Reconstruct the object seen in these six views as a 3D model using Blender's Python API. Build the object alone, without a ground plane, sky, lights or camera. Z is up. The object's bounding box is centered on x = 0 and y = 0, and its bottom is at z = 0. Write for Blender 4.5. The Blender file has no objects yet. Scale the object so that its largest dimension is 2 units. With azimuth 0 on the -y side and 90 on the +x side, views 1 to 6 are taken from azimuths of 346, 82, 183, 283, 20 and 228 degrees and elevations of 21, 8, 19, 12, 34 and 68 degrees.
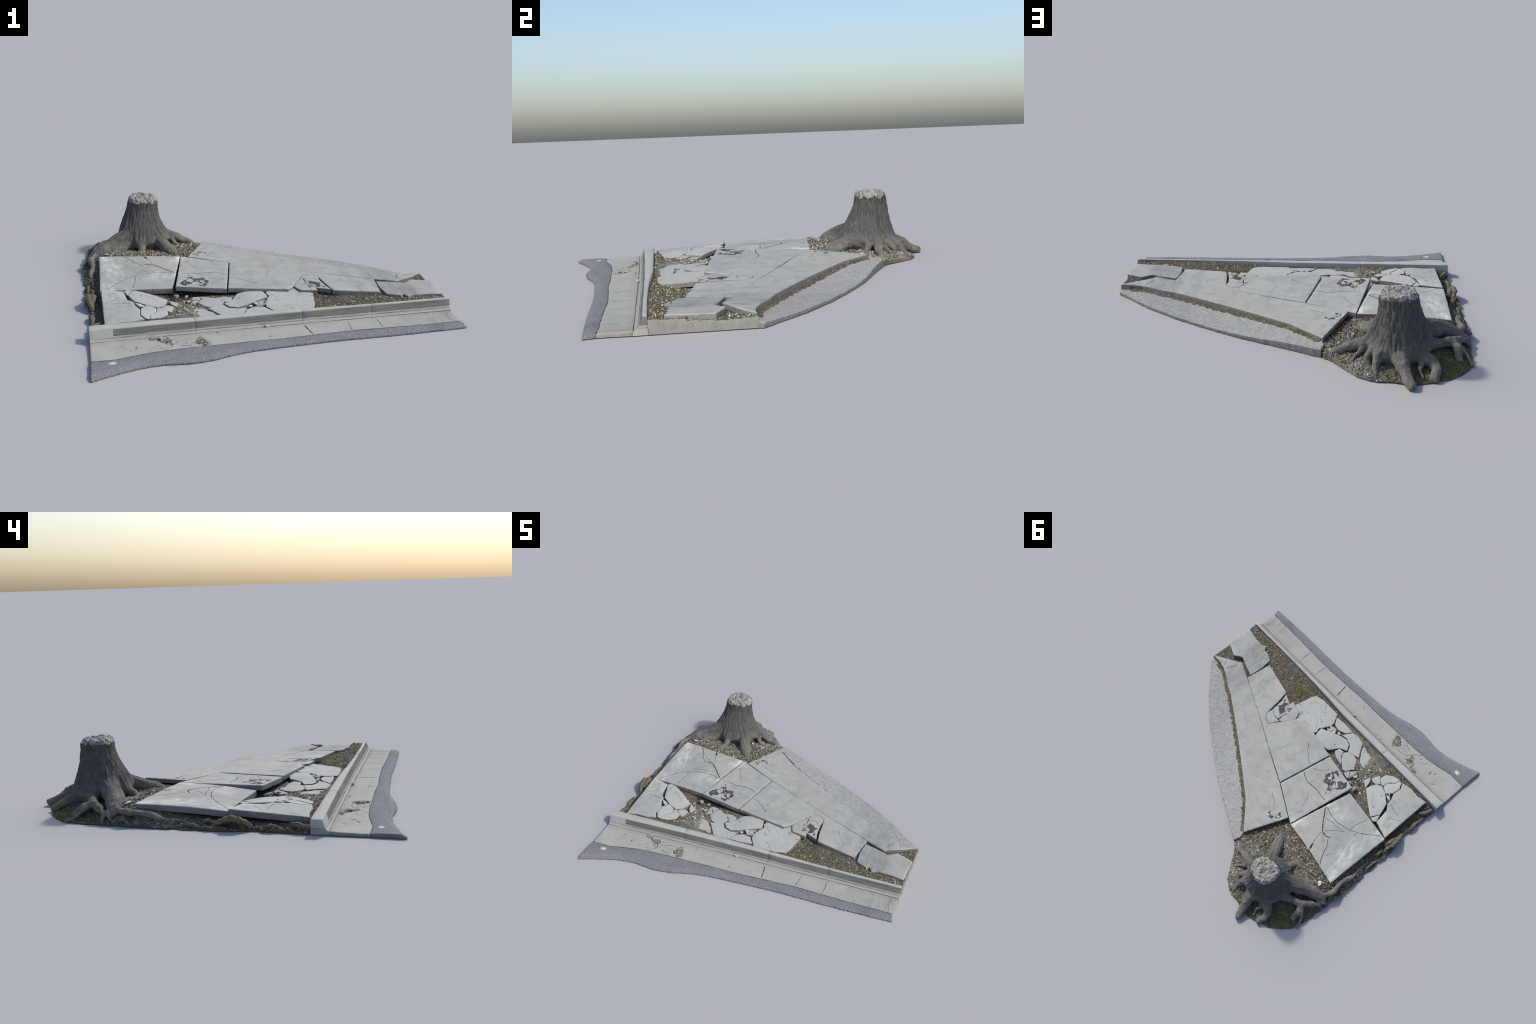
"""A broken, root-heaved stretch of pavement: tree stump with roots, tilted and cracked
concrete paving slabs, a kerb, a concrete gutter, a strip of road surface and a side ramp.
All coordinates are metres, z up; every object has its origin at the world origin unless it is
a loose stone, so Object texture coordinates equal world coordinates."""
import bpy, bmesh, math, random
import numpy as np
from mathutils import Vector, noise
from mathutils.geometry import delaunay_2d_cdt

RNG = random.Random(7)
NP = np.random.default_rng(7)

# ------------------------------------------------------------------ small maths helpers
def in_poly(P, poly):
    P = np.asarray(P, float); poly = np.asarray(poly, float)
    x, y = P[:, 0], P[:, 1]; inside = np.zeros(len(P), bool)
    j = len(poly) - 1
    for i in range(len(poly)):
        xi, yi = poly[i]; xj, yj = poly[j]
        c = ((yi > y) != (yj > y)) & (x < (xj - xi) * (y - yi) / (yj - yi + 1e-15) + xi)
        inside ^= c; j = i
    return inside

def seg_dist(P, a, b):
    P = np.asarray(P, float); a = np.asarray(a, float); b = np.asarray(b, float)
    d = b - a; L = max(d @ d, 1e-12)
    t = np.clip(((P - a) @ d) / L, 0, 1)
    return np.linalg.norm(P - (a + t[:, None] * d), axis=1), t

def line_dist(P, pts):
    r = np.full(len(P), 9.0)
    for a, b in zip(pts[:-1], pts[1:]):
        r = np.minimum(r, seg_dist(P, a, b)[0])
    return r

def poly_dist(P, poly):
    return line_dist(P, list(poly) + [poly[0]])

def area(poly):
    p = np.asarray(poly); q = np.roll(p, -1, 0)
    return 0.5 * np.sum(p[:, 0] * q[:, 1] - q[:, 0] * p[:, 1])

def resample(pts, step, closed, jit=0.0, rng=RNG):
    pts = [np.asarray(p, float) for p in pts]
    if closed: pts = pts + [pts[0]]
    out = []
    for a, b in zip(pts[:-1], pts[1:]):
        L = np.linalg.norm(b - a); n = max(1, int(round(L / step)))
        nrm = np.array([-(b - a)[1], (b - a)[0]]) / max(L, 1e-9)
        for i in range(n):
            p = a + (b - a) * i / n
            k = rng.uniform(-jit, jit)
            out.append(p + nrm * k)
    if not closed: out.append(pts[-1])
    return np.array(out)

def offset(poly, d):
    """Move a counter-clockwise outline inwards by d."""
    p = np.asarray(poly); e = np.roll(p, -1, 0) - p
    e /= np.maximum(np.linalg.norm(e, axis=1), 1e-9)[:, None]
    n = np.stack([-e[:, 1], e[:, 0]], 1)
    m = n + np.roll(n, 1, 0); L = np.linalg.norm(m, axis=1); m /= np.maximum(L, 1e-6)[:, None]
    c = np.clip((m * n).sum(1), .5, 1)
    return p + m * (d / c)[:, None]

def plane(*pts, twist=False):
    """Least-squares (optionally twisted) plane through measured corner heights."""
    P = np.array(pts); x, y, z = P.T
    A = [np.ones_like(x), x, y] + ([x * y] if twist else [])
    c = np.linalg.lstsq(np.array(A).T, z, rcond=None)[0]
    return lambda X, Y: c[0] + c[1] * X + c[2] * Y + (c[3] * X * Y if twist else 0)

def spline_surface(pts, smooth=1e-4):
    """Thin-plate surface through a few spot heights."""
    P = np.array(pts); n = len(P); xy, z = P[:, :2], P[:, 2]
    def k(r2): return np.where(r2 > 0, r2 * np.log(np.maximum(r2, 1e-12)), 0) * .5
    d2 = ((xy[:, None] - xy[None]) ** 2).sum(-1)
    A = np.zeros((n + 3, n + 3)); A[:n, :n] = k(d2) + smooth * np.eye(n)
    A[:n, n] = A[n, :n] = 1; A[:n, n + 1:] = xy; A[n + 1:, :n] = xy.T
    w = np.linalg.solve(A, np.concatenate([z, np.zeros(3)]))
    def f(X, Y):
        X = np.atleast_1d(X); Y = np.atleast_1d(Y)
        r2 = (X[:, None] - xy[:, 0]) ** 2 + (Y[:, None] - xy[:, 1]) ** 2
        return k(r2) @ w[:n] + w[n] + w[n + 1] * X + w[n + 2] * Y
    return f

def fbm(P, scale, octaves=4, seed=0.0):
    return np.array([noise.fractal(Vector((p[0] * scale + seed, p[1] * scale - seed, (p[2] if len(p) > 2 else 0) * scale + seed * .37)), 1.0, 2.0, octaves) for p in P])

# ------------------------------------------------------------------ node material helpers
class Nodes:
    def __init__(self, name, rough=.85, spec=.25):
        self.m = bpy.data.materials.new(name); self.m.use_nodes = True
        self.t = self.m.node_tree; self.b = self.t.nodes["Principled BSDF"]
        self.b.inputs["Roughness"].default_value = rough
        self.b.inputs["Specular IOR Level"].default_value = spec
        self.co = self.t.nodes.new("ShaderNodeTexCoord").outputs["Object"]
    def node(self, kind, **props):
        n = self.t.nodes.new(kind)
        for k, v in props.items(): setattr(n, k, v)
        return n
    def put(self, sock, v):
        if isinstance(v, bpy.types.NodeSocket): self.t.links.new(v, sock)
        elif isinstance(v, tuple) and len(v) == 3 and sock.type == "RGBA": sock.default_value = (*v, 1)
        else: sock.default_value = v
    def mapped(self, scale=(1, 1, 1), rot=(0, 0, 0), loc=(0, 0, 0), co=None):
        n = self.node("ShaderNodeMapping"); self.put(n.inputs["Vector"], co or self.co)
        n.inputs["Scale"].default_value = scale; n.inputs["Rotation"].default_value = rot; n.inputs["Location"].default_value = loc
        return n.outputs[0]
    def noise(self, scale, detail=4, rough=.55, co=None, dist=0.0):
        n = self.node("ShaderNodeTexNoise"); self.put(n.inputs["Vector"], co or self.co)
        n.inputs["Scale"].default_value = scale; n.inputs["Detail"].default_value = detail
        n.inputs["Roughness"].default_value = rough; n.inputs["Distortion"].default_value = dist
        return n.outputs["Fac"]
    def voronoi(self, scale, feature="F1", out="Distance", co=None):
        n = self.node("ShaderNodeTexVoronoi", feature=feature); self.put(n.inputs["Vector"], co or self.co)
        n.inputs["Scale"].default_value = scale
        return n.outputs[out]
    def ramp(self, fac, stops, interp="LINEAR"):
        n = self.node("ShaderNodeValToRGB"); r = n.color_ramp; r.interpolation = interp
        while len(r.elements) < len(stops): r.elements.new(.5)
        for e, (p, c) in zip(r.elements, stops):
            e.position = p; e.color = (*c, 1) if isinstance(c, tuple) else (c, c, c, 1)
        self.put(n.inputs[0], fac); return n.outputs[0]
    def mix(self, fac, a, b, mode="MIX"):
        n = self.node("ShaderNodeMix", data_type="RGBA", blend_type=mode)
        self.put(n.inputs[0], fac); self.put(n.inputs[6], a); self.put(n.inputs[7], b)
        return n.outputs[2]
    def math(self, op, a, b=0.0, clamp=False):
        n = self.node("ShaderNodeMath", operation=op); n.use_clamp = clamp
        self.put(n.inputs[0], a); self.put(n.inputs[1], b); return n.outputs[0]
    def xyz(self, co=None):
        n = self.node("ShaderNodeSeparateXYZ"); self.put(n.inputs[0], co or self.co); return n.outputs
    def island(self):
        return self.node("ShaderNodeNewGeometry").outputs["Random Per Island"]
    def spot(self, x, y, rx, ry, rot=0.0, soft=.5, warp=.25, scale=25):
        """1 inside a wobbly ellipse on the ground plan, 0 outside."""
        n = self.node("ShaderNodeMapping", vector_type="TEXTURE"); self.put(n.inputs["Vector"], self.co)
        n.inputs["Location"].default_value = (x, y, 0); n.inputs["Rotation"].default_value = (0, 0, rot); n.inputs["Scale"].default_value = (rx, ry, 9)
        l = self.node("ShaderNodeVectorMath", operation="LENGTH"); self.put(l.inputs[0], n.outputs[0])
        d = self.math("ADD", l.outputs["Value"], self.math("MULTIPLY", self.math("SUBTRACT", self.noise(scale, 3), .5), warp * 4))
        m = self.node("ShaderNodeMapRange"); m.clamp = True
        self.put(m.inputs["Value"], d); m.inputs["From Min"].default_value = 1 - soft; m.inputs["From Max"].default_value = 1 + soft
        m.inputs["To Min"].default_value = 1; m.inputs["To Max"].default_value = 0
        return m.outputs[0]
    def finish(self, colour, height=None, strength=.3, dist=.004, tint=None):
        if tint: colour = self.mix(1.0, colour, tint, "MULTIPLY")
        self.put(self.b.inputs["Base Color"], colour)
        if height is not None:
            n = self.node("ShaderNodeBump"); n.inputs["Strength"].default_value = strength; n.inputs["Distance"].default_value = dist
            self.put(n.inputs["Height"], height); self.put(self.b.inputs["Normal"], n.outputs[0])
        return self.m

def painted_shadow_bands(n, col, amount=.6, y_slope=.05):
    """Cast tree shadows painted into the colour as bluish-grey bands at the far end."""
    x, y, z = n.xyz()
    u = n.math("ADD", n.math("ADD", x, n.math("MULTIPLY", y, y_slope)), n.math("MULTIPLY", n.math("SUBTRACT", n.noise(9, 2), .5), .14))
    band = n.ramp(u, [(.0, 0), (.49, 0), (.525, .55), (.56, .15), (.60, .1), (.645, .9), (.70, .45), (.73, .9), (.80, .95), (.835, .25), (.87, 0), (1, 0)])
    band = n.math("MULTIPLY", band, n.ramp(n.noise(22, 6, .7, n.mapped((1.6, .5, 1))), [(.32, .15), (.62, 1)]))   # noise breaks the painted shade into blotches
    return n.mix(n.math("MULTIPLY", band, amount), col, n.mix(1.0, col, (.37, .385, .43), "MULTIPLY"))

def concrete_smooth():
    n = Nodes("trowelled_concrete", .8, .25)
    big = n.noise(5, 4, .6); mid = n.noise(26, 5, .65); grain = n.noise(420, 2, .6)
    c = n.ramp(big, [(.28, (.29, .298, .303)), (.42, (.375, .383, .384)), (.55, (.44, .445, .438)), (.66, (.395, .40, .392)), (.78, (.33, .335, .33))])
    c = n.mix(.35, c, n.ramp(mid, [(.3, (.33, .335, .335)), (.55, (.43, .435, .43)), (.75, (.48, .48, .47))]))
    c = n.mix(.30, c, n.ramp(grain, [(.3, .24), (.7, .56)]))
    # pale lime bloom on the heaved slab, tan wash on the long slab
    blot = n.ramp(n.noise(13, 5, .62, None, .4), [(.36, 1), (.47, 0)]); lite = n.ramp(n.noise(11, 5, .65, n.mapped((1, 1, 1), (0, 0, 0), (3, 5, 1)), .3), [(.56, 0), (.68, 1)])
    c = n.mix(n.math("MULTIPLY", blot, .38), c, (.27, .274, .275)); c = n.mix(n.math("MULTIPLY", lite, .4), c, (.53, .53, .52))
    streak = n.ramp(n.noise(30, 5, .7, n.mapped((1, .35, 1), (0, 0, .6))), [(.42, 0), (.62, 1)])
    for x, y, rx, ry, rot, k in ((-.80, .14, .05, .13, .15, .9), (-.85, .33, .04, .05, 0, .8), (-.56, .0, .05, .05, 0, .6), (-.42, .25, .05, .05, 0, .8),
                                 (-.62, -.06, .03, .08, 1.2, .45), (-.86, -.09, .05, .05, 0, .5), (-.46, -.02, .05, .03, 0, .9), (-.33, .31, .06, .02, .3, .9),
                                 (.1, -.31, .09, .02, -.2, .5), (-.84, -.2, .08, .07, 0, .5)):
        c = n.mix(n.math("MULTIPLY", n.math("MULTIPLY", n.spot(x, y, rx, ry, rot, .6), streak), k), c, (.74, .745, .74))
    for x, y, rx, ry, rot in ((.33, -.02, .12, .05, -.5), (.1, .17, .12, .06, -.5), (.05, .3, .1, .04, -.5)):
        c = n.mix(n.math("MULTIPLY", n.spot(x, y, rx, ry, rot, .8), .3), c, (.37, .36, .32))
    for x, y, rx, ry, rot in ((.03, -.26, .13, .07, -.2), (-.28, -.2, .1, .05, .2), (-.57, -.1, .1, .05, .3), (-.7, .08, .07, .12, .1)):
        c = n.mix(n.math("MULTIPLY", n.spot(x, y, rx, ry, rot, .9), .35), c, (.28, .285, .29))
    c = painted_shadow_bands(n, c)
    fleck = n.ramp(n.noise(95, 2, .4), [(.25, 1), (.29, 0)])
    c = n.mix(n.math("MULTIPLY", fleck, .55), c, (.16, .15, .13))
    return n.finish(c, n.math("ADD", n.math("MULTIPLY", mid, .7), n.math("MULTIPLY", grain, .25)), .22, .004, (.85, .85, .80))

def concrete_edge():
    n = Nodes("concrete_broken_edge", .9, .15)
    a = n.noise(40, 5, .65, n.mapped((1, 1, 2.5))); g = n.noise(300, 2)
    c = n.ramp(a, [(.3, (.135, .135, .126)), (.5, (.19, .188, .177)), (.7, (.25, .246, .23))])  # slab sides tinted darker to match their shaded faces
    c = n.mix(.25, c, n.ramp(g, [(.3, .13), (.7, .34)]))
    return n.finish(c, n.math("ADD", a, n.math("MULTIPLY", g, .4)), .5, .004)

def concrete_worn():
    n = Nodes("worn_pitted_concrete", .88, .2)
    big = n.noise(9, 4); grain = n.noise(300, 3, .7); pit = n.noise(55, 3, .6)
    c = n.ramp(big, [(.3, (.40, .41, .41)), (.55, (.465, .47, .465)), (.75, (.43, .43, .42))])
    c = n.mix(.25, c, n.ramp(grain, [(.3, .3), (.7, .58)]))
    c = n.mix(n.math("MULTIPLY", n.ramp(pit, [(.31, 1), (.36, 0)]), .85), c, (.10, .092, .075))
    return n.finish(c, n.math("ADD", n.math("MULTIPLY", n.ramp(pit, [(.25, 0), (.4, 1)]), .5), n.math("MULTIPLY", grain, .4)), .35, .004, (.865, .87, .83))

def concrete_gutter():
    n = Nodes("gritty_gutter_concrete", .92, .15)
    big = n.noise(6, 4); grain = n.noise(260, 3, .75); x, y, z = n.xyz()
    c = n.ramp(big, [(.3, (.36, .36, .345)), (.5, (.42, .42, .40)), (.7, (.46, .46, .435))])
    c = n.mix(.42, c, n.ramp(grain, [(.28, .16), (.5, .42), (.72, .72)]))
    toe = n.ramp(n.math("ADD", y, n.math("MULTIPLY", n.noise(30, 4), .03)), [(0, 0), (1, 0)])
    d = n.math("MULTIPLY", n.math("ADD", n.math("ADD", y, .685), n.math("MULTIPLY", n.math("SUBTRACT", n.noise(25, 4), .5), .05)), 16, True)
    c = n.mix(n.math("MULTIPLY", d, .42), c, (.24, .232, .205))
    c = painted_shadow_bands(n, c, .5, .25)
    pit = n.ramp(n.noise(40, 2, .4), [(.2, 1), (.25, 0)])
    c = n.mix(n.math("MULTIPLY", pit, .7), c, (.12, .11, .09))
    return n.finish(c, grain, .55, .004, (.87, .88, .835))

def kerb_stone_mat():
    n = Nodes("kerb_concrete", .85, .25)
    big = n.noise(9, 4); grain = n.noise(280, 3, .7); x, y, z = n.xyz()
    c = n.ramp(big, [(.3, (.37, .375, .37)), (.55, (.425, .428, .42)), (.75, (.47, .47, .455))])
    c = n.mix(.3, c, n.ramp(grain, [(.3, .26), (.7, .56)]))
    # dark band along the face, starting abruptly near one end
    on = n.math("MULTIPLY", n.math("LESS_THAN", z, .071), n.math("GREATER_THAN", z, n.math("ADD", .034, n.math("MULTIPLY", n.noise(20, 3), .006))))
    on = n.math("MULTIPLY", on, n.math("LESS_THAN", y, -.6))
    on = n.math("MULTIPLY", on, n.math("GREATER_THAN", x, -.865))
    dark_mix = n.ramp(n.noise(20, 5, .7, n.mapped((.25, 1, 4))), [(.25, .6), (.6, 1)])
    c = n.mix(n.math("MULTIPLY", on, dark_mix), c, (.135, .14, .138))
    low = n.math("MULTIPLY", n.math("LESS_THAN", z, .034), .4)
    c = n.mix(low, c, (.285, .28, .26))
    line = n.math("MULTIPLY", n.math("MULTIPLY", n.math("GREATER_THAN", z, .0265), n.math("LESS_THAN", z, .030)), n.ramp(n.noise(14, 3), [(.35, .2), (.6, .8)]))
    c = n.mix(line, c, (.09, .085, .075))
    return n.finish(c, grain, .35, .003, (.93, .93, .885))

def asphalt_mat():
    n = Nodes("blue_grey_asphalt", .95, .15)
    g = n.noise(240, 3, .8); g2 = n.voronoi(240); big = n.noise(7, 4)
    c = n.ramp(big, [(.3, (.155, .16, .18)), (.55, (.20, .205, .235)), (.75, (.24, .245, .275))])
    c = n.mix(.68, c, n.ramp(g, [(.32, (.05, .055, .065)), (.5, (.20, .21, .235)), (.68, (.50, .51, .54))]))
    c = n.mix(n.spot(-.888, -.869, .016, .012, 0, .6, .1, 60), c, (.66, .67, .67))
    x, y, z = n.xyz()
    c = n.mix(n.math("MULTIPLY", n.ramp(n.math("ADD", x, n.math("MULTIPLY", n.noise(10), .1)), [(.80, 0), (.85, 1), (.90, .8), (.94, 0)]), .25), c, (.09, .09, .095))  # tree shadow drawn across the asphalt as a darker band
    return n.finish(c, n.math("ADD", g, g2), .7, .004, (1.0, .995, .94))

def ramp_mat():
    n = Nodes("rough_cast_concrete", .95, .15)
    big = n.noise(7, 4); g = n.noise(70, 6, .75); f = n.noise(300, 2)
    c = n.ramp(big, [(.3, (.32, .33, .345)), (.5, (.40, .41, .42)), (.7, (.45, .455, .46))])
    c = n.mix(.62, c, n.ramp(g, [(.3, (.18, .183, .185)), (.45, (.36, .365, .37)), (.58, (.48, .485, .485)), (.72, (.66, .66, .65))]))
    c = n.mix(.2, c, n.ramp(f, [(.3, .22), (.7, .55)]))
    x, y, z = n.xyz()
    c = n.mix(n.math("MULTIPLY", n.ramp(n.math("ADD", x, n.math("MULTIPLY", n.noise(9, 3), .2)), [(.55, 0), (.66, .7), (.80, .5), (.95, .8), (1, .2)]), .25), c, (.2, .21, .225))  # dappled shade baked into the ramp colour along x
    c = n.mix(n.math("MULTIPLY", n.ramp(n.noise(85, 3, .6), [(.30, 1), (.38, 0)]), .7), c, (.13, .13, .125))
    return n.finish(c, g, .8, .010, (.92, .92, .875))

def soil_mat(name="trodden_soil", dark=1.0, chips=True):
    n = Nodes(name, .97, .1)
    a = n.noise(28, 6, .7); f = n.noise(160, 4, .75)
    k = dark
    c = n.ramp(a, [(.3, (.055 * k, .048 * k, .034 * k)), (.5, (.115 * k, .10 * k, .072 * k)), (.68, (.19 * k, .165 * k, .12 * k))])
    c = n.mix(.4, c, n.ramp(f, [(.3, (.03, .027, .02)), (.55, (.15, .135, .10)), (.72, (.36, .33, .26))]))
    if chips:
        cell = n.voronoi(150, "F1", "Color"); s = n.node("ShaderNodeSeparateColor"); n.put(s.inputs[0], cell)
        on = n.math("MULTIPLY", n.math("GREATER_THAN", s.outputs[0], .80), n.math("LESS_THAN", n.voronoi(150), .36))
        c = n.mix(on, c, n.ramp(s.outputs[1], [(0, (.28, .25, .19)), (.6, (.46, .42, .34)), (1, (.62, .60, .55))]))
    for x, y, rx, ry, rot, kk in ((-.42, -.45, .09, .08, .3, .75), (-.25, -.55, .12, .03, 0, .55), (-.46, -.30, .05, .08, 0, .3), (-.30, .62, .09, .09, 0, .55), (-.38, .82, .13, .11, .8, .75), (-.55, .44, .14, .05, -.2, .35)):
        c = n.mix(n.math("MULTIPLY", n.spot(x, y, rx, ry, rot, .6), kk), c, n.ramp(f, [(.3, (.10, .092, .075)), (.5, (.25, .235, .20)), (.7, (.42, .40, .345))]))
    for x, y, rx, ry, rot, kk in ((.33, -.5, .06, .04, -.3, .7), (.5, -.46, .03, .03, 0, .4), (.80, -.57, .05, .02, 0, .7), (.27, -.57, .06, .03, 0, .6), (.6, -.53, .2, .06, 0, .12),
                                  (-.83, .80, .16, .15, -.7, .85), (-.60, .92, .13, .05, 0, .4), (-.50, .88, .1, .04, -.3, .3)):
        c = n.mix(n.math("MULTIPLY", n.math("MULTIPLY", n.spot(x, y, rx, ry, rot, .7), n.ramp(f, [(.32, .35), (.5, 1)])), kk), c, n.ramp(a, [(.3, (.045, .05, .014)), (.6, (.12, .125, .035)), (.8, (.2, .19, .07))]))
    return n.finish(c, n.math("ADD", a, f), .8, .008)

def cut_base_mat():
    n = Nodes("cut_base_mortar", .95, .12)
    a = n.noise(45, 5, .7, n.mapped((1, 1, .35), (.5, 0, 0))); f = n.noise(240, 3, .7)
    c = n.ramp(a, [(.3, (.20, .195, .175)), (.55, (.27, .265, .24)), (.75, (.33, .32, .29))])
    c = n.mix(.35, c, n.ramp(f, [(.3, (.14, .135, .12)), (.7, (.4, .39, .36))]))
    return n.finish(c, f, .5, .005)

def plain(name, c0, c1, scale=60, rough=.9, bump=.4):
    n = Nodes(name, rough, .2); a = n.noise(scale, 5, .65)
    return n.finish(n.ramp(a, [(.3, c0), (.7, c1)]), a, bump, .004)

def gravel_mat(name="gravel", light=1.0):
    n = Nodes(name, .9, .2); r = n.island(); f = n.noise(200, 3)
    k = light
    c = n.ramp(r, [(0, (.05 * k, .044 * k, .033 * k)), (.38, (.14 * k, .122 * k, .09 * k)), (.62, (.29 * k, .26 * k, .20 * k)), (.80, (.45 * k, .415 * k, .335 * k)), (.94, (.62 * k, .59 * k, .51 * k)), (1, (.80, .79, .76))])
    c = n.mix(.35, c, n.mix(1.0, c, n.ramp(f, [(.3, .5), (.7, 1.0)]), "MULTIPLY"))
    return n.finish(c, f, .3, .003)

def stone_mat():
    n = Nodes("pale_stone", .88, .25); f = n.noise(45, 5, .65); r = n.node("ShaderNodeObjectInfo").outputs["Random"]
    c = n.ramp(r, [(0, (.40, .39, .36)), (.5, (.46, .43, .36)), (1, (.52, .51, .48))])
    c = n.mix(.6, c, n.mix(1.0, c, n.ramp(f, [(.3, .35), (.65, 1.0)]), "MULTIPLY"))
    return n.finish(c, f, .5, .006)

def bark_mat():
    n = Nodes("weathered_bark", .92, .18)
    x, y, z = n.xyz()
    dx = n.math("ADD", x, .56); dy = n.math("SUBTRACT", y, .67)
    ang = n.math("ARCTAN2", dy, dx)
    cv = n.node("ShaderNodeCombineXYZ"); n.put(cv.inputs[0], n.math("COSINE", ang)); n.put(cv.inputs[1], n.math("SINE", ang)); n.put(cv.inputs[2], n.math("MULTIPLY", z, 1.3))
    fib = n.noise(26, 6, .7, cv.outputs[0]); fine = n.noise(230, 3, .7); big = n.noise(8, 3)
    c = n.ramp(fib, [(.33, (.028, .028, .027)), (.45, (.085, .084, .081)), (.58, (.155, .152, .144)), (.75, (.25, .245, .228))])
    c = n.mix(.28, c, n.ramp(fine, [(.3, (.05, .048, .044)), (.7, (.26, .25, .225))]))
    return c, n, fib, fine, z

def stump_mat():
    c, n, fib, fine, z = bark_mat()
    a = n.noise(30, 5, .65)
    # rubbed, lichen-dusted root tops lose the fibrous bark and go paler
    r = n.ramp(a, [(.3, (.095, .09, .075)), (.5, (.185, .176, .148)), (.7, (.31, .296, .25))])
    r = n.mix(.45, r, n.ramp(fine, [(.3, (.06, .056, .048)), (.55, (.22, .208, .175)), (.75, (.44, .42, .355))]))
    k = n.math("MULTIPLY", n.math("SUBTRACT", n.math("ADD", .155, n.math("MULTIPLY", n.math("SUBTRACT", n.noise(16, 4), .5), .14)), z), 14, True)
    c = n.mix(k, c, r)
    d = n.math("MULTIPLY", n.math("SUBTRACT", n.math("ADD", .026, n.math("MULTIPLY", n.noise(30, 4), .02)), z), 40, True)
    c = n.mix(n.math("MULTIPLY", d, .7), c, n.ramp(fine, [(.3, (.12, .10, .055)), (.6, (.25, .215, .135)), (.8, (.4, .36, .26))]))
    c = n.mix(n.math("MULTIPLY", n.spot(-.64, .70, .03, .012, 1.0, .5), n.math("GREATER_THAN", z, .27)), c, (.05, .08, .015))
    return n.finish(c, n.math("ADD", fib, n.math("MULTIPLY", fine, .3)), .9, .010, (.92, .93, .95))

def cut_wood_mat():
    n = Nodes("weathered_cut_wood", .93, .15)
    a = n.noise(38, 5, .7); v = n.voronoi(55); f = n.noise(200, 3)
    c = n.ramp(a, [(.34, (.045, .05, .058)), (.43, (.20, .205, .205)), (.55, (.37, .365, .34)), (.75, (.56, .54, .47))])
    c = n.mix(.3, c, n.ramp(f, [(.3, .16), (.7, .5)]))
    return n.finish(c, n.math("ADD", a, v), .9, .014, (1.0, .985, .93))

# ------------------------------------------------------------------ mesh helpers
def make(name, verts, faces, mats, idx=None, parent=None, smooth=True, sharp=38):
    me = bpy.data.meshes.new(name)
    me.from_pydata([tuple(map(float, v)) for v in verts], [], [tuple(map(int, f)) for f in faces])
    for m in mats: me.materials.append(m)
    if idx is not None: me.polygons.foreach_set("material_index", np.asarray(idx, np.int32))
    if smooth:
        me.polygons.foreach_set("use_smooth", np.ones(len(me.polygons), bool))
        me.set_sharp_from_angle(angle=math.radians(sharp))
    me.validate(); me.update()
    o = bpy.data.objects.new(name, me); bpy.context.scene.collection.objects.link(o)
    if parent: o.parent = parent
    return o

def empty(name, parent=None):
    o = bpy.data.objects.new(name, None); o.empty_display_size = .1
    bpy.context.scene.collection.objects.link(o)
    if parent: o.parent = parent
    return o

def shard(cx, cy, size, rng, stretch=1.8):
    """A jagged flake outline."""
    a0 = rng.uniform(0, math.tau); n = rng.randint(3, 5) if stretch > 1.5 else rng.randint(5, 8); out = []
    for i in range(n):
        a = math.tau * i / n + rng.uniform(-.3, .3); r = size * rng.uniform(.45, 1.25)
        x, y = r * math.cos(a) * stretch, r * math.sin(a)
        out.append((cx + x * math.cos(a0) - y * math.sin(a0), cy + x * math.sin(a0) + y * math.cos(a0)))
    return out

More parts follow.
